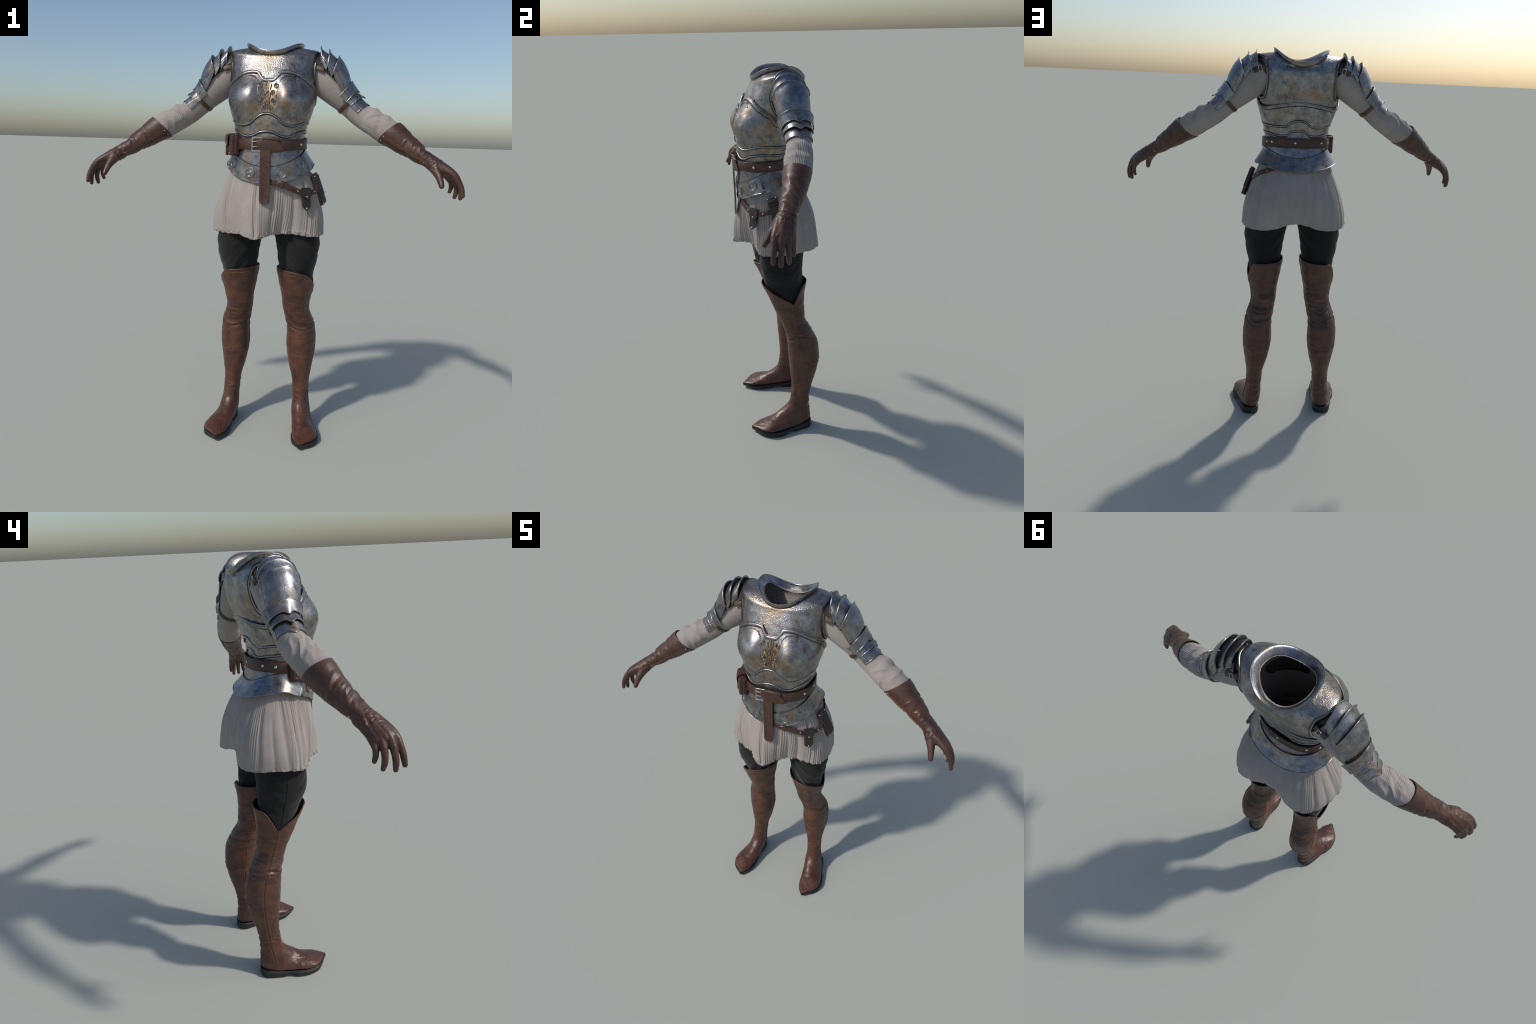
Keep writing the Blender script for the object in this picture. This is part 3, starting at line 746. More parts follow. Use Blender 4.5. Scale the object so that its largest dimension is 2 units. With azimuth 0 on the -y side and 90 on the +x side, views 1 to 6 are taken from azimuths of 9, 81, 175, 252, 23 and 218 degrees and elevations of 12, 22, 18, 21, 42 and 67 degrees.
# ------------------------------------------------------------------ gloves
GA = np.array([(.566, .018, 1.604), (.592, .009, 1.586), (.625, -.004, 1.562), (.660, -.018, 1.538), (.700, -.037, 1.511), (.735, -.054, 1.488), (.765, -.068, 1.467)])
GN_ = [.0665, .0625, .056, .047, .0395, .0345, .032]; GF_ = [.0635, .0615, .056, .050, .044, .0395, .038]
GA = GA + np.array([-.003, .0, -.004])
gd = np.concatenate([[0], np.cumsum(np.linalg.norm(np.diff(GA, axis=0), axis=1))])
def cuff():
    n_, m_ = 150, 120
    t = np.linspace(0, gd[-1], n_); C = spl(gd, GA, t); T = unit(np.gradient(C, axis=0))
    f = np.array([0, -1., 0]); f = unit(f - T * (T @ f)[:, None]); n = np.cross(f, T); n = np.where(n[:, 2:] < 0, -n, n)
    ph = np.linspace(-PI, PI, m_, endpoint=False)[None, :]; tt = t[:, None]
    co = np.stack([tt * 46 + 1.1 * np.sin(ph + .5), np.cos(ph) * .9 + 0 * tt, np.sin(ph) * .9 + 0 * tt], -1)
    wr = smooth(.05, .12, tt) * (1 - smooth(.185, .225, tt) * .4)
    ridged = (1 - 2 * np.abs(vnoise(co, 61)))
    D = wr * .0046 * ridged * (.4 + .6 * smooth(-.8, .6, np.cos(ph - .5))) + .0025 * vnoise(co * [.5, 1, 1], 62)
    rn = spl(gd, np.array(GN_), t)[:, None] + D; rf = spl(gd, np.array(GF_), t)[:, None] + D
    C_ = C[:, None] + (-.020 * np.cos(ph) * 0 + .016 * np.cos(ph) * (1 - smooth(0, .08, tt)))[..., None] * T[:, None]
    G = C_ + (rn * np.cos(ph))[..., None] * n[:, None] + (rf * np.sin(ph))[..., None] * f[:, None]
    return G, n, f, C, T
G, gn, gf, gC, gT = cuff()
add = G.reshape(-1, 3); Fq = grid_faces(*G.shape[:2], False, True)
axis_of = lambda q: q - gC[np.argmin(((q[:, None] - gC[None, ::6]) ** 2).sum(-1), axis=1) * 6]
cuffVF = solid(add, Fq, .0035, axis_of)
cuffs = add_pair('glove_cuff', cuffVF, GLOVE, angle=60)
# stitched seam lines along the cuff and round the wrist
def dashes(path, nrm, L=.0042, gap=.0028, w=.0011, h=.0010):
    path = np.asarray(path, float); nrm = np.broadcast_to(nrm, path.shape); d = np.concatenate([[0], np.cumsum(np.linalg.norm(np.diff(path, axis=0), axis=1))]); parts = []
    for s0 in np.arange(0, d[-1] - L, L + gap):
        q = np.stack([np.interp([s0, s0 + L / 2, s0 + L], d, path[:, k]) for k in range(3)], 1); nn = np.stack([np.interp([s0, s0 + L / 2, s0 + L], d, nrm[:, k]) for k in range(3)], 1)
        parts.append(sweep(q, nn, [(-w, -h), (w, -h), (w * .6, h), (-w * .6, h)]))
    return merge(parts)
cn = grid_normals(G, cv=True)
if np.sum(cn * (G - gC[:, None])) < 0: cn = -cn
def col_at(ang): return int(round((ang + PI) / (2 * PI) * G.shape[1])) % G.shape[1]
st = []
for ang in (2.05, 2.2, -2.35, -2.2): j = col_at(ang); st.append(dashes(G[4:, j] + cn[4:, j] * .0006, cn[4:, j]))
add_pair('glove_stitching', merge(st), THREAD, cuffs, kind='stuff')
rvt = [dome(G[i, col_at(a)] + cn[i, col_at(a)] * .001, cn[i, col_at(a)], .0026, .002, 8) for i, a in ((6, 2.1), (6, 2.5), (128, -1.75), (128, -1.95), (128, -2.5), (128, -2.7), (134, 2.2))]
add_pair('glove_stud', merge(rvt), SILVER, cuffs, kind='stuff')
ring = G[-5]; ring_n = cn[-5]
add_pair('glove_wrist_seam', tube(ring + ring_n * .0002, .0017, 8, True), GLOVE, cuffs)

FING = {
 'index': ([(.758, -.083, 1.468), (.812, -.112, 1.444), (.852, -.132, 1.419), (.878, -.139, 1.384), (.892, -.144, 1.350), (.896, -.147, 1.327)], [.024, .0195, .0150, .0122, .0110, .0095]),
 'middle': ([(.762, -.070, 1.470), (.816, -.093, 1.446), (.858, -.107, 1.418), (.883, -.111, 1.379), (.893, -.114, 1.341), (.892, -.115, 1.314)], [.025, .0200, .0155, .0124, .0112, .0096]),
 'ring': ([(.760, -.057, 1.466), (.812, -.073, 1.440), (.850, -.080, 1.412), (.873, -.082, 1.374), (.878, -.081, 1.339), (.873, -.079, 1.316)], [.025, .0195, .0150, .0120, .0108, .0094]),
 'little': ([(.756, -.048, 1.460), (.804, -.056, 1.432), (.837, -.057, 1.405), (.855, -.059, 1.377), (.857, -.058, 1.354), (.852, -.057, 1.338)], [.024, .0180, .0135, .0105, .0098, .0085]),
 'thumb': ([(.758, -.080, 1.460), (.774, -.108, 1.438), (.787, -.133, 1.412), (.795, -.152, 1.385), (.799, -.164, 1.368)], [.025, .0215, .0165, .0135, .0115]),
}
bits = [capsule(p, np.array(r) + np.linspace(.0014, .0002, len(r))) for p, r in FING.values()]
bits.append(capsule([(.735, -.054, 1.488), (.765, -.069, 1.467), (.80, -.084, 1.447)], [.031, .031, .025]))
for a_, b_ in (((.766, -.078, 1.470), (.853, -.119, 1.419)), ((.766, -.064, 1.469), (.854, -.093, 1.414)), ((.763, -.052, 1.464), (.843, -.067, 1.407)), ((.776, -.100, 1.449), (.816, -.118, 1.432))):
    m_ = (np.array(a_) + np.array(b_)) / 2; dd_ = np.array([.0015, 0, .003]); bits.append(capsule([np.array(a_) + dd_, m_ + dd_ * 1.3, np.array(b_) + dd_], [.0245, .0205, .0155]))
hv, hf = merge(bits)
tmp = make('glove_hand', hv, hf, GLOVE)
md = tmp.modifiers.new('r', 'REMESH'); md.mode = 'VOXEL'; md.voxel_size = .0024; md.adaptivity = 0
md2 = tmp.modifiers.new('s', 'SMOOTH'); md2.iterations = 9; md2.factor = .5
dg = bpy.context.evaluated_depsgraph_get(); em = tmp.evaluated_get(dg).to_mesh()
HV = np.array([v.co[:] for v in em.vertices]); HF = [tuple(p.vertices) for p in em.polygons]
tmp.evaluated_get(dg).to_mesh_clear(); bpy.data.objects.remove(tmp)
hn = vert_normals(HV, HF)
if np.sum(hn * (HV - HV.mean(0))) < 0: hn = -hn
# creases across the back of the hand and the thumb base
u1 = (HV - np.array([.753, -.063, 1.476])) @ unit(np.array([.78, -.32, -.52]))
m_ = np.exp(-((u1 - .035) / .035) ** 2)
HV = HV + hn * (m_ * .0022 * (1 - 2 * np.abs(vnoise(HV * [70, 55, 70], 71))) + .0006 * vnoise(HV * 120, 72))[:, None]
HV = HV + np.array([-.0015, -.001, -.002])
hands = add_pair('glove_hand', (HV, HF), GLOVE, angle=180)
# seam along the thumb side of the index finger and round the fingers
st = []
for k, sd in (('index', (-.2, -1, .05)), ('middle', (.0, .9, -.2)), ('ring', (0, .9, -.2)), ('little', (0, .95, -.1)), ('middle', (.0, -.9, -.2)), ('ring', (0, -.9, -.2))):
    p, r = FING[k]; q = curve(np.array(p[2:]) + [-.0015, -.001, -.002], 20); rr = np.interp(np.linspace(0, 1, 20), np.linspace(0, 1, len(r[2:])), r[2:]); dvec = unit(np.array(sd, float))
    st.append(dashes(q + dvec * (rr * .97)[:, None], dvec, .0034, .0026, .0008, .0008))
add_pair('glove_stitching', merge(st), THREAD, hands, kind='stuff')

# ------------------------------------------------------------------ trousers
def leg_rings(tab, n, p=1.0):
    T = np.array(tab, float); k = T[:, 0]; t = np.linspace(k[0], k[-1], n); return t, [spl(k, T[:, i], t)[:, None] for i in range(1, T.shape[1])]
TROU = [(0, 1.34, -.100, .100, .085, .075), (.2, 1.24, -.098, .125, .110, .095), (.45, 1.12, -.098, .138, .139, .112), (.6, 1.03, -.099, .130, .150, .108), (.75, .95, -.086, .128, .152, .096), (.88, .87, -.058, .128, .150, .083), (1, .76, -.022, .128, .150, .068)]
def trouser():
    n_, m_ = 120, 120
    t, (z, yf, yb, xc, w) = leg_rings([(r[0],) + r[1:] for r in TROU], n_)
    th = np.linspace(-PI, PI, m_, endpoint=False)[None, :]
    x = xc + w * np.sin(th) + .022 * np.clip(np.cos(th), 0, 1) ** 1.5 * smooth(.86, 1.0, z); y = (yf + yb) / 2 - (yb - yf) / 2 * np.cos(th)
    G = np.stack([x, y, z + 0 * x], -1); nn = grid_normals(G, cv=True)
    if np.sum(nn * (G - G.mean(1, keepdims=True))) < 0: nn = -nn
    co = G * [8, 8, 24] + np.stack([0 * x, 0 * x, 3 * np.sin(th) + 0 * x], -1)
    G = G + nn * (.0042 * vnoise(co, 81) + .0016 * vnoise(co * 2, 82) - .0022 * np.exp(-(vnoise(co * .8, 83) / .12) ** 2))[..., None]
    return G, nn
G, nn = trouser()
tl = add_pair('trouser_leg', (G.reshape(-1, 3), grid_faces(*G.shape[:2], False, True)), TROUSER, angle=180)
j = int(.76 * 120); add_pair('trouser_seam', tube(G[:, j] + nn[:, j] * .0005, .0016, 6), TROUSER, tl)
zz = np.linspace(1.16, 1.27, 8)[:, None]; th = np.linspace(-PI, PI, 96, endpoint=False)[None, :]
wv = spl([1.16, 1.22, 1.27], [.10, .150, .150], zz); P = np.stack([wv * np.sin(th), .0 - np.where(np.cos(th) > 0, .135, .145) * np.cos(th) * (wv / .165), zz + 0 * th], -1)
F = grid_faces(8, 96, False, True); F += [tuple(range(96)), tuple(range(7 * 96, 8 * 96))]
make('interior_dark_cap', P.reshape(-1, 3), F, TROUSER, angle=50)  # closed black cap added so the inside looks dark through the neck

# ------------------------------------------------------------------ boots
# (front y, front z, back y, back z, centre x, half width, squareness of the underside)
BOOTR = [(-.086, .905, .147, .905, .146, .094, 1), (-.058, .830, .142, .830, .148, .088, 1), (-.028, .755, .140, .755, .151, .075, 1), (.003, .682, .146, .682, .151, .068, 1), (.031, .612, .178, .612, .170, .071, 1),
         (.043, .552, .209, .552, .180, .075, 1), (.049, .470, .221, .470, .181, .078, 1), (.057, .360, .208, .360, .183, .064, 1), (.064, .262, .180, .262, .189, .045, 1), (.060, .195, .166, .195, .193, .042, 1),
         (.044, .143, .164, .138, .196, .044, 1), (.018, .117, .168, .092, .199, .049, .95), (-.012, .098, .169, .046, .204, .052, .85), (-.034, .085, .135, .031, .212, .055, .65), (-.056, .074, .065, .028, .222, .060, .55),
         (-.080, .065, -.005, .025, .2315, .064, .5), (-.108, .055, -.065, .024, .2355, .063, .5), (-.133, .046, -.112, .025, .230, .049, .55), (-.153, .039, -.142, .027, .2235, .027, .6), (-.169, .034, -.166, .030, .2185, .007, .8)]
def boot():
    T = np.array(BOOTR); k = np.concatenate([[0], np.cumsum(np.hypot(*(np.diff((T[:, 0:2] + T[:, 2:4]) / 2, axis=0)).T))])
    m_ = 160; th = np.linspace(-PI, PI, m_, endpoint=False)[None, :]
    n_ = 260; kk = np.linspace(0, k[-1], n_)
    yf, zf, yb, zb, xc, w, q = [spl(k, T[:, i], kk)[:, None] for i in range(7)]
    c, s = np.cos(th), np.sin(th)
    cy = np.where(c > 0, c, -np.abs(c) ** np.clip(q, .3, 1))
    x = xc + w * spow(s, .95); y = (yf + yb) / 2 + (yf - yb) / 2 * cy; z = (zf + zb) / 2 + (zf - zb) / 2 * cy
    # turned-down notch at the outer side of the top
    a = th / PI
    ztop = np.interp(a[0], [-1, -.3, .02, .14, .57, .74, .80, 1], [.905, .914, .906, .898, .796, .882, .898, .905])
    sh = kk[:, None] < .32
    f = np.clip(kk[:, None] / .32, 0, 1); z = np.where(sh, z - (.905 - ztop)[None] * (1 - f) ** 1.0, z)
    # re-evaluate the shaft section at the lowered height
    zr = T[:9, 1][::-1]
    for name_i, arr in ((0, 'yf'), (2, 'yb'), (4, 'xc'), (5, 'w')): pass
    yf2, yb2, xc2, w2 = [spl(zr, T[:9, i][::-1], np.clip(z, .262, .905)) for i in (0, 2, 4, 5)]
    x = np.where(sh, xc2 + w2 * spow(s, .95) + .014 * np.clip(c, 0, 1) ** 1.5 * smooth(.68, .85, z), x); y = np.where(sh, (yf2 + yb2) / 2 + (yf2 - yb2) / 2 * c, y)
    G = np.stack([x, y, z], -1)
    foot = kk[:, None] > k[11]
    G[..., 2] = np.where(foot, np.maximum(G[..., 2], .0245), G[..., 2])
    nn = grid_normals(G, cv=True); cen = G.mean(1, keepdims=True)
    if np.sum(nn * (G - cen)) < 0: nn = -nn
    # creases at knee, calf and ankle; grain on the foot
    zc = G[..., 2]
    co = np.stack([np.sin(th) * 1.1 + 0 * zc, np.cos(th) * 1.1 + 0 * zc, zc * 78 + .8 * np.sin(th * 2 + 1) + .3 * np.sin(th * 3)], -1)
    rid = 1 - 2.2 * np.abs(vnoise(co, 91)); rid2 = vnoise(co * [1.5, 1.5, 1.9], 92)
    back = smooth(-.2, .9, -c)
    band = np.exp(-((zc - .60) / .05) ** 2) * .9 + np.exp(-((zc - .72) / .06) ** 2) * back + np.exp(-((zc - .43) / .035) ** 2) * (.25 + .75 * back) + np.exp(-((zc - .215) / .03) ** 2) * .7 + np.exp(-((zc - .14) / .05) ** 2) * back * 1.1
    D = .0042 * band * np.clip(rid, -1, .8) + .0012 * band * rid2 + .0008 * vnoise(G * 60, 93)
    ft = smooth(.12, .07, zc) * smooth(.08, .0, G[..., 1])
    D = D + ft * .0007 * (1 - 2 * np.abs(vnoise(G * [70, 26, 40], 94)))
    D = D * (zc > .0265)
    D = D + .006 * smooth(.07, 0, kk)[:, None]        # cuff flares away from the thigh
    G = G + nn * D[..., None]
    return G, nn, kk, k
G, bn, kk, kf = boot()
nsh = int(np.searchsorted(kk, kf[10]))
shaft = int(np.searchsorted(kk, kf[9])) 
cenf = lambda q: q - np.stack([np.full(len(q), .19), np.full(len(q), .08), q[:, 2]], 1)
V, F = G.reshape(-1, 3), grid_faces(*G.shape[:2], False, True)
m_ = G.shape[1]
topF = [f for f in F if max(f) < shaft * m_ + m_]; footF = [f for f in F if not max(f) < shaft * m_ + m_]
# inner wall of the shaft opening
IW = G[:60] - bn[:60] * .005
rowsI = np.concatenate([IW[::-1], G[:shaft + 1]])
Vs = rowsI.reshape(-1, 3); Fs = grid_faces(len(rowsI), m_, False, True)
boots = add_pair('boot', (Vs, Fs), BOOT, angle=180)
Vf = G[shaft:].reshape(-1, 3); nf = G.shape[0] - shaft; Ff = grid_faces(nf, m_, False, True) + [tuple(range((nf - 1) * m_, nf * m_))]
feet = add_pair('boot_foot', (Vf, Ff), FOOT, boots, angle=180)
# one normal field across the ankle so no seam shows
NV = vert_normals(V, F)
if np.sum(NV * (V - np.repeat(G.mean(1), m_, 0))) < 0: NV = -NV
NVg = NV.reshape(G.shape)
for sgn, ob, nrm in ((1, boots[0], None), (-1, boots[1], None)):
    base = np.concatenate([-NVg[:60][::-1], NVg[:shaft + 1]]).reshape(-1, 3) * [sgn, 1, 1]; ob.data.normals_split_custom_set_from_vertices([tuple(v) for v in base])
for sgn, ob in ((1, feet[0]), (-1, feet[1])):
    base = NVg[shaft:].reshape(-1, 3) * [sgn, 1, 1]; ob.data.normals_split_custom_set_from_vertices([tuple(v) for v in base])
# piped top edge, outer seam and stitching
add_pair('boot_top_piping', tube(G[0] + bn[0] * -.002, .0030, 8, True), BOOT, boots)
js = int((.57 + 1) / 2 * m_); ji = int((-.50 + 1) / 2 * m_)
st = []; ridge = []
end = int(np.searchsorted(kk, kf[12])) - 2
for jj in (js, ji):
    path = G[3:end, jj]; nn_ = bn[3:end, jj]
    ridge.append(tube(path + nn_ * .0002, .0018, 6))
    tang = unit(np.gradient(path, axis=0)); side = np.cross(tang, nn_)
    for o in (-.0075, .0075): st.append(dashes(path + side * o + nn_ * .0003, nn_))
st.append(dashes(np.concatenate([G[4, 8:], G[4, :8]]) + np.concatenate([bn[4, 8:], bn[4, :8]]) * .0004, np.concatenate([bn[4, 8:], bn[4, :8]])))
add_pair('boot_seam', merge(ridge), BOOT, boots)
add_pair('boot_stitching', merge(st), THREAD, boots, kind='stuff')

# sole with heel block and raised waist
def sole():
    ys = np.concatenate([np.linspace(.172, .155, 6), np.linspace(.15, -.13, 60), np.linspace(-.135, -.176, 12)])
    Y  = [-.176, -.165, -.148, -.120, -.070, .0, .05, .10, .14, .16, .172]
    XI = [.2125, .2045, .1935, .1785, .1655, .168, .170, .163, .162, .172, .194]
    XO = [.2265, .2370, .2580, .2860, .3055, .301, .281, .269, .257, .246, .224]
    xi = spl(Y, XI, ys); xo = spl(Y, XO, ys)
    top = spl([-.176, -.12, -.02, .06, .12, .172], [.030, .0265, .0255, .029, .034, .039], ys)
    bot = .0 + .016 * smooth(.010, .022, ys) * (1 - smooth(.056, .062, ys)) + .015 * smooth(-.095, -.178, ys)
    prof = []
    R = []
    for i in range(len(ys)):
        a, b, t, o = xi[i], xo[i], top[i], bot[i]; e = .003
        R.append([(a + e * .5, ys[i], o), (b - e * .5, ys[i], o), (b, ys[i], o + e), (b, ys[i], t - .004), (b - .004, ys[i], t), (a + .004, ys[i], t), (a, ys[i], t - .004), (a, ys[i], o + e)])
    G = np.array(R); G[..., :2] += (.0006 * vnoise(G * 70, 99))[..., None]
    F = grid_faces(len(ys), 8, False, True) + [tuple(range(8)), tuple(range((len(ys) - 1) * 8, len(ys) * 8))]
    V = G.reshape(-1, 3); V[:, 2] = np.maximum(V[:, 2], 0)
    return V, F
add_pair('boot_sole', sole(), SOLE, boots, angle=50)

# ------------------------------------------------------------------ belt and gear
BZ = belt_line([(0, 1.5275), (.08, 1.527), (.14, 1.530)], [(.5, 1.535)], [(.14, 1.542), (0, 1.541)])
th = np.linspace(-PI, PI, 300, endpoint=False); bp, bnn = torso(th, BZ(th), .0085)
gapf = np.exp(-((np.abs(th) - 0) / .5) ** 2)
bp = bp + bnn * (.006 * gapf)[:, None]
bnn_f = unit(bnn * [1, 1, .25])
belt = make('belt', *sweep(bp, bnn_f, flat(.049, .0065, .45), closed=True), LEATHER, angle=50)
for o in (-.0235, .0235):
    side = unit(np.cross(unit(np.roll(bp, -1, 0) - np.roll(bp, 1, 0)), bnn_f))
    make('belt_edge', *tube(bp + side * o + bnn_f * .0052, .0016, 6, True), LEATHER, belt)
def belt_pt(x=None, ang=None, dz=0, lift=.0):
    a = ang if ang is not None else math.copysign(th_of(x, 1.53), x)
    p, n = torso(np.array([a]), np.array([float(BZ(a)) + dz]), .0085 + .006 * math.exp(-(a / .5) ** 2) + lift); return p[0], unit(n[0] * [1, 1, .25])
for ang in (th_of(.145, 1.53) / PI, .5, .66, 1 - th_of(.124, 1.53) / PI, 1 - th_of(.014, 1.53) / PI, -1 + th_of(.117, 1.53) / PI, -.62):
    p, n = belt_pt(ang=ang * PI, lift=.0062); make('belt_rivet', *dome(p, n, .0062, .0028, 14), SILVER, belt, angle=60)
# buckle
p, n = belt_pt(x=-.036, lift=.010)
make('belt_buckle', *frame_loop(p + np.array([0, -.001, 0]), (1, .12, 0), (0, 0, 1), .022, .031, .0020), SILVER, belt)
for dz in (-.012, .012):
    p, n = belt_pt(x=-.047, dz=dz, lift=.0105); make('belt_prong', *capsule([p + [-.014, .003, 0], p + [0, -.002, 0], p + [.014, .001, 0]], [.0019, .0019, .0016], 8, 8), SILVER, belt)
hole_dots = []
for x in (-.082, -.068, -.022):
    for dz in (-.012, .012):
        p, n = belt_pt(x=x, dz=dz, lift=.0066); hole_dots.append(dome(p, n, .0022, .0004, 8))
make('belt_hole_dot', *merge(hole_dots), SOLE, belt, kind='stuff')  # low black domes set on the leather in place of punched holes
# folded-over end of the belt, then the hanging tail
def patch(xs, ztop, zbot, lift, t, rows=24, bulge=.004):
    xs = np.asarray(xs); out = np.zeros((rows, len(xs), 3))
    for j, x in enumerate(xs):
        for i, s in enumerate(np.linspace(0, 1, rows)):
            z = zbot[j] + (ztop[j] - zbot[j]) * s
            p, n = belt_pt(x=x if abs(x) > 1e-4 else 1e-4, lift=lift); out[i, j] = [p[0], p[1] - bulge * math.sin(PI * s) ** .6, z]
    return solid(out.reshape(-1, 3), grid_faces(rows, len(xs)), t, lambda v: np.tile([0, -1., 0], (len(v), 1)))
xs = np.linspace(-.018, .082, 44)
zt = np.interp(xs, [-.018, .0, .046, .060, .074, .082], [1.556, 1.558, 1.552, 1.536, 1.516, 1.502]); zb = np.interp(xs, [-.018, -.005, .03, .07, .082], [1.502, 1.497, 1.494, 1.497, 1.500])
make('belt_fold', *patch(xs, zt, zb, .0115, .006), LEATHER, belt, angle=50)
p0, _ = belt_pt(x=-.008, dz=.026, lift=.007); p1, _ = belt_pt(x=.054, dz=.024, lift=.009)
make('belt_roll', *capsule([p0, (p0 + p1) / 2 + [0, -.003, .002], p1], [.0085, .0095, .0085], 14, 12), LEATHER, belt)
n_ = 60; tz = np.linspace(1.503, 1.254, n_)
cx = np.interp(tz, [1.25, 1.50], [.002, .0015]); ty = spl([1.25, 1.33, 1.42, 1.503], [-.2005, -.1985, -.2005, -.2025], tz)
hw = .0245 * np.where(tz < 1.276, np.sqrt(np.clip(1 - ((1.276 - tz) / .0235) ** 2 * .72, .02, 1)), 1.0)
prof = np.stack([np.stack([np.array([-h_, h_, h_, h_ - .0025, h_ - .005, -h_ + .005, -h_ + .0025, -h_]), np.array([-.002, -.002, .0015, .003, .0022, .0022, .003, .0015])], 1) for h_ in hw])
tail = make('belt_tail', *sweep(np.stack([cx, ty, tz], 1), np.array([0, -1., .02]), prof), LEATHER, belt, angle=50)
emb = []
for i, zc in enumerate(np.arange(1.285, 1.49, .023)):
    y_ = float(spl([1.25, 1.33, 1.42, 1.503], [-.2005, -.1985, -.2005, -.2025], zc)) - .0022
    for k in range(2):
        a = np.linspace(0, 2 * PI, 30, endpoint=False); rx, rz = (.012, .0065) if k == 0 else (.006, .0125)
        emb.append(tube(np.stack([.002 + rx * np.cos(a) * np.abs(np.cos(a)) ** .3, np.full(30, y_), zc + rz * np.sin(a)], 1), .0011, 5, True, up=(0, -1, 0)))
make('belt_tail_embossing', *merge(emb), LEATHER, tail, kind='stuff')

def rbox(c, ax, ay, az, hx_, hy_, hz_, r=.006, n=5):
    """Rounded box with half sizes along three axes, as a superellipsoid-like shell."""
    bm = bmesh.new(); bmesh.ops.create_cube(bm, size=2)
    for v in bm.verts: v.co = (v.co[0] * hx_, v.co[1] * hy_, v.co[2] * hz_)
    bmesh.ops.bevel(bm, geom=list(bm.edges), offset=r, segments=3, affect='EDGES', profile=.5)
    V = np.array([v.co[:] for v in bm.verts]); bm.verts.index_update(); F = [tuple(v.index for v in f.verts) for f in bm.faces]; bm.free()
    M = np.stack([unit(np.array(ax, float)), unit(np.array(ay, float)), unit(np.array(az, float))])
    return np.asarray(c) + V @ M, F

# pouch on the belt, wrapped round the hip
def wrap(a0, a1, n, lift):
    a = np.linspace(a0, a1, n) * PI; p, nn = torso(a, BZ(a), .0085 + lift); return p, unit(nn * [1, 1, 0])
def rrect(zlo, zhi, o0, o1, r=.007, k=5):
    """Rounded rectangle (up, out) as a profile."""
    pts = []
    for cx_, cy_, a0 in ((zhi - r, o1 - r, 0), (zlo + r, o1 - r, PI / 2), (zlo + r, o0 + r, PI), (zhi - r, o0 + r, 1.5 * PI)):
        for q in np.linspace(0, PI / 2, k): pts.append((cx_ + r * math.cos(a0 + q), cy_ + r * math.sin(a0 + q)))
    return np.array(pts)
def wrapped(a0, a1, zlo, zhi, o0, o1, n=40, r=.007, belly=0.0):
    p, nn = wrap(a0, a1, n, 0); u = np.linspace(-1, 1, n)
    e = np.sqrt(np.clip(1 - np.abs(u) ** 8, .15, 1)); prof = []
    for q, ee in zip(u, e):
        pr = rrect(zlo, zhi, o0, o0 + (o1 - o0 + belly * (1 - q * q)) * (.6 + .4 * ee), r); c0 = (zlo + zhi) / 2
        pr[:, 0] = c0 + (pr[:, 0] - c0) * (.9 + .1 * ee); prof.append(pr)
    T_ = unit(np.gradient(p, axis=0)); B0 = np.cross(T_, nn)
    prof = np.stack(prof)
    if B0[n // 2, 2] < 0: prof[..., 0] *= -1
    return sweep(p, nn, prof)
pouch = make('belt_pouch', *wrapped(-.51, -.258, -.056, .034, .002, .031, belly=.008), LEATHER, angle=50)
def pflap(a0, a1, ztop, zlow, o1, t=.0032, n=36):
    p, nn = wrap(a0, a1, n, 0); u = np.linspace(-1, 1, n); rows_ = []
    for i_, q in enumerate(u):
        zl = zlow + .026 * abs(q) ** 5; k_ = []
        for w in np.linspace(0, 1, 24):
            if w < .35: a = w / .35 * PI / 2; k_.append((ztop - .010 + .010 * math.sin(PI / 2 - 0 * a) - .010 * (1 - math.cos(a)) , o1 * math.sin(a)))
            else: k_.append((ztop - .010 + (zl - ztop + .010) * (w - .35) / .65, o1 + .003 * math.sin(PI * (w - .35) / .65)))
        rows_.append([p[i_] + np.array([0, 0, 1]) * z_ + nn[i_] * o_ for z_, o_ in k_])
    return solid(np.array(rows_).reshape(-1, 3), grid_faces(n, 24), t, lambda v: v * [1, 1, 0])
make('pouch_flap', *pflap(-.43, -.325, .043, -.016, .045), LEATHER, pouch, angle=50)
make('pouch_side_strap', *wrapped(-.315, -.266, -.058, .036, .002, .043, 14, .005), LEATHER, pouch, angle=50)
make('pouch_side_strap', *wrapped(-.505, -.465, -.052, .036, .002, .034, 14, .005), LEATHER, pouch, angle=50)
make('pouch_front_strap', *wrapped(-.395, -.362, -.060, -.006, .034, .046, 12, .003), LEATHER, pouch, angle=50)
for a, dz, lf in ((-.41, -.004, .050), (-.345, -.004, .050), (-.378, -.012, .050), (-.293, -.046, .049), (-.485, -.042, .040), (-.485, .026, .040)):
    p, nn = wrap(a, a + .001, 2, lf - .0085 + .0065); make('pouch_rivet', *dome(p[0] + [0, 0, dz], nn[0], .0023, .0016, 8), SILVER, pouch)

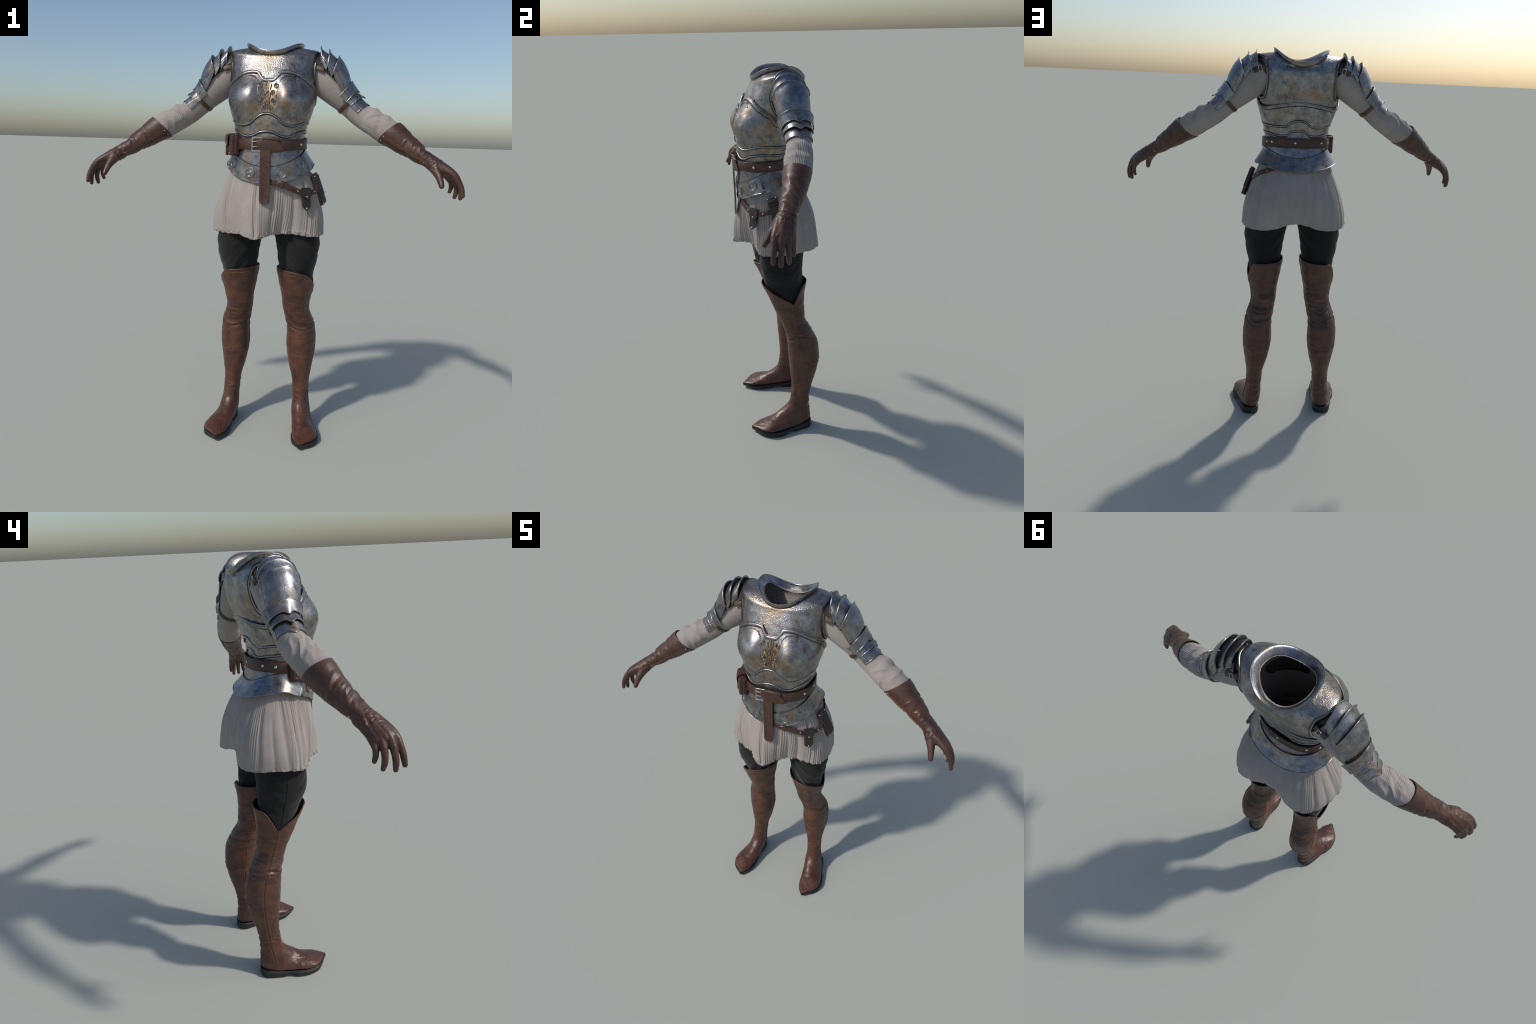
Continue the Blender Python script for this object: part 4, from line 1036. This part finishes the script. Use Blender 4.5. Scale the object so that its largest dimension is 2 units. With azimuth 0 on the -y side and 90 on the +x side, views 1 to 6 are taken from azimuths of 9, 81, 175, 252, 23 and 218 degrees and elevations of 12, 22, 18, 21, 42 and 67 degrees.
# slanting strap over the skirt with a small knife frog and a ribbed holder
SP = [(.004, -.186, 1.366), (.042, -.184, 1.354), (.079, -.176, 1.346), (.130, -.158, 1.325), (.158, -.145, 1.314), (.190, -.124, 1.307), (.222, -.092, 1.311), (.243, -.040, 1.328), (.240, .02, 1.350), (.228, .07, 1.372), (.200, .122, 1.394), (.170, .148, 1.408), (.140, .158, 1.420), (.125, .160, 1.426)]
sp = curve(SP, 120)
for i in range(len(sp)):            # lay the strap on the skirt
    d2 = (np.abs(np.arctan2(S2[::4, ::4, 0], -S2[::4, ::4, 1]) - math.atan2(sp[i, 0], -sp[i, 1])) * .2) ** 2 + (S2[::4, ::4, 2] - sp[i, 2]) ** 2
    k = np.unravel_index(np.argmin(d2), d2.shape); r_s = np.hypot(*S2[::4, ::4][k][:2]); r_p = np.hypot(sp[i, 0], sp[i, 1])
    tgt = max(r_s + (.004 if i < 105 else .001), r_p if i < 62 else 0); sp[i, :2] *= tgt / r_p
for _ in range(4): sp[1:-1] = (sp[:-2] + 2 * sp[1:-1] + sp[2:]) / 4
sn = unit(sp * [1, 1.2, 0]); sn[:, 2] = .12
strap = make('hip_strap', *sweep(sp, sn, flat(.025, .0042, .4)), LEATHER, angle=50)
def at(x, y): i = int(np.argmin((sp[:, 0] - x) ** 2 + (sp[:, 1] - y) ** 2)); return sp[i], unit(sn[i]), i
p, n, i = at(.079, -.176); make('strap_loop', *sweep(np.array([p + [0, 0, .017] + n * .004, p + n * .0085, p - [0, 0, .017] + n * .004]), np.array([.25, -.95, 0]), flat(.014, .003, .4)), LEATHER, strap, angle=50)
for x, y in ((.093, -.17), (.130, -.158), (.153, -.146), (.225, -.086), (.237, .03), (.215, .098), (.17, .15)):
    p, n, i = at(x, y); make('strap_rivet', *dome(p + n * .004, n, .0034, .0022, 10), SILVER, strap)
# tongue of the strap past its loop
p, n, i = at(.105, -.168); q = sp[i - 8:i + 9]; qn = sn[i - 8:i + 9]
w_ = np.interp(np.linspace(0, 1, len(q)), [0, .5, 1], [.011, .010, .001]); pr = np.stack([np.array([(-w, .004), (w, .004), (w, .0065), (-w, .0065)]) for w in w_])
make('strap_tongue', *sweep(q, qn, pr), LEATHER, strap, angle=50)
def leaf(c0, tng, up_, outl, t, nrm):
    """Flat leather shape: outline in (sideways, up) metres, thickness t along nrm."""
    P = np.array([np.asarray(c0) + tng * a + up_ * b for a, b in outl]); k = len(P)
    V = np.concatenate([P, P + nrm * t]); F = [tuple(range(k)), tuple(range(k, 2 * k))] + [(i, (i + 1) % k, (i + 1) % k + k, i + k) for i in range(k)]
    return V, F
tg = unit(np.array([.77, .62, 0.])); nf_ = unit(np.array([.62, -.77, .08])); upf = unit(np.array([.09, -.17, 1.0]) * -1) * -1
frog0 = np.array([.1905, -.1265, 1.282]); upf = unit(np.array([-.010, .019, .106]))
frog = make('knife_frog', *leaf(frog0, tg, upf, [(-.023, .050), (.023, .050), (.023, -.040), (.002, -.058), (-.021, -.040)], .006, nf_), LEATHER_DARK, strap, angle=40)
make('frog_flap', *leaf(frog0 + nf_ * .006, tg, upf, [(-.0245, .051), (.0245, .051), (.0245, .012), (.004, -.008), (-.0245, .010)], .006, nf_), LEATHER_DARK, frog, angle=40)
for h in (.008, -.047): make('frog_rivet', *dome(frog0 + upf * h + nf_ * (.0125 if h > 0 else .0065), nf_, .0042, .0024, 12), SILVER, frog)
H = np.array([(.216, -.068, 1.386), (.229, -.015, 1.402), (.283, .018, 1.262), (.267, -.038, 1.240)])
hc = H.mean(0); hu = unit((H[0] + H[1]) - (H[2] + H[3])); ht = unit(H[1] - H[0]); ht = unit(ht - hu * (ht @ hu)); hn_ = np.cross(ht, hu); hn_ = hn_ if hn_[0] > 0 else -hn_
hl = .5 * np.linalg.norm((H[0] + H[1]) / 2 - (H[2] + H[3]) / 2)
holder = make('blade_holder', *rbox(hc - hn_ * .006, ht, hu, hn_, .027, hl, .006, .002), LEATHER, strap, angle=40)
make('holder_face', *rbox(hc + hn_ * .0015, ht, hu, hn_, .0265, hl - .001, .003, .0015), LEATHER_DARK, holder, angle=40)
for i in range(6):
    b = hl * (.72 - i * .22); make('holder_slat', *rbox(hc + hu * b + hn_ * .005, ht + hu * .10, hu, hn_, .0255, .0085, .0035, .0025), LEATHER_DARK, holder, angle=40)
for a, b in ((-.021, .92), (.021, .92), (-.021, -.9), (.021, -.9)):
    make('holder_rivet', *dome(hc + ht * a + hu * hl * b + hn_ * .0045, hn_, .0032, .002, 10), SILVER, holder)
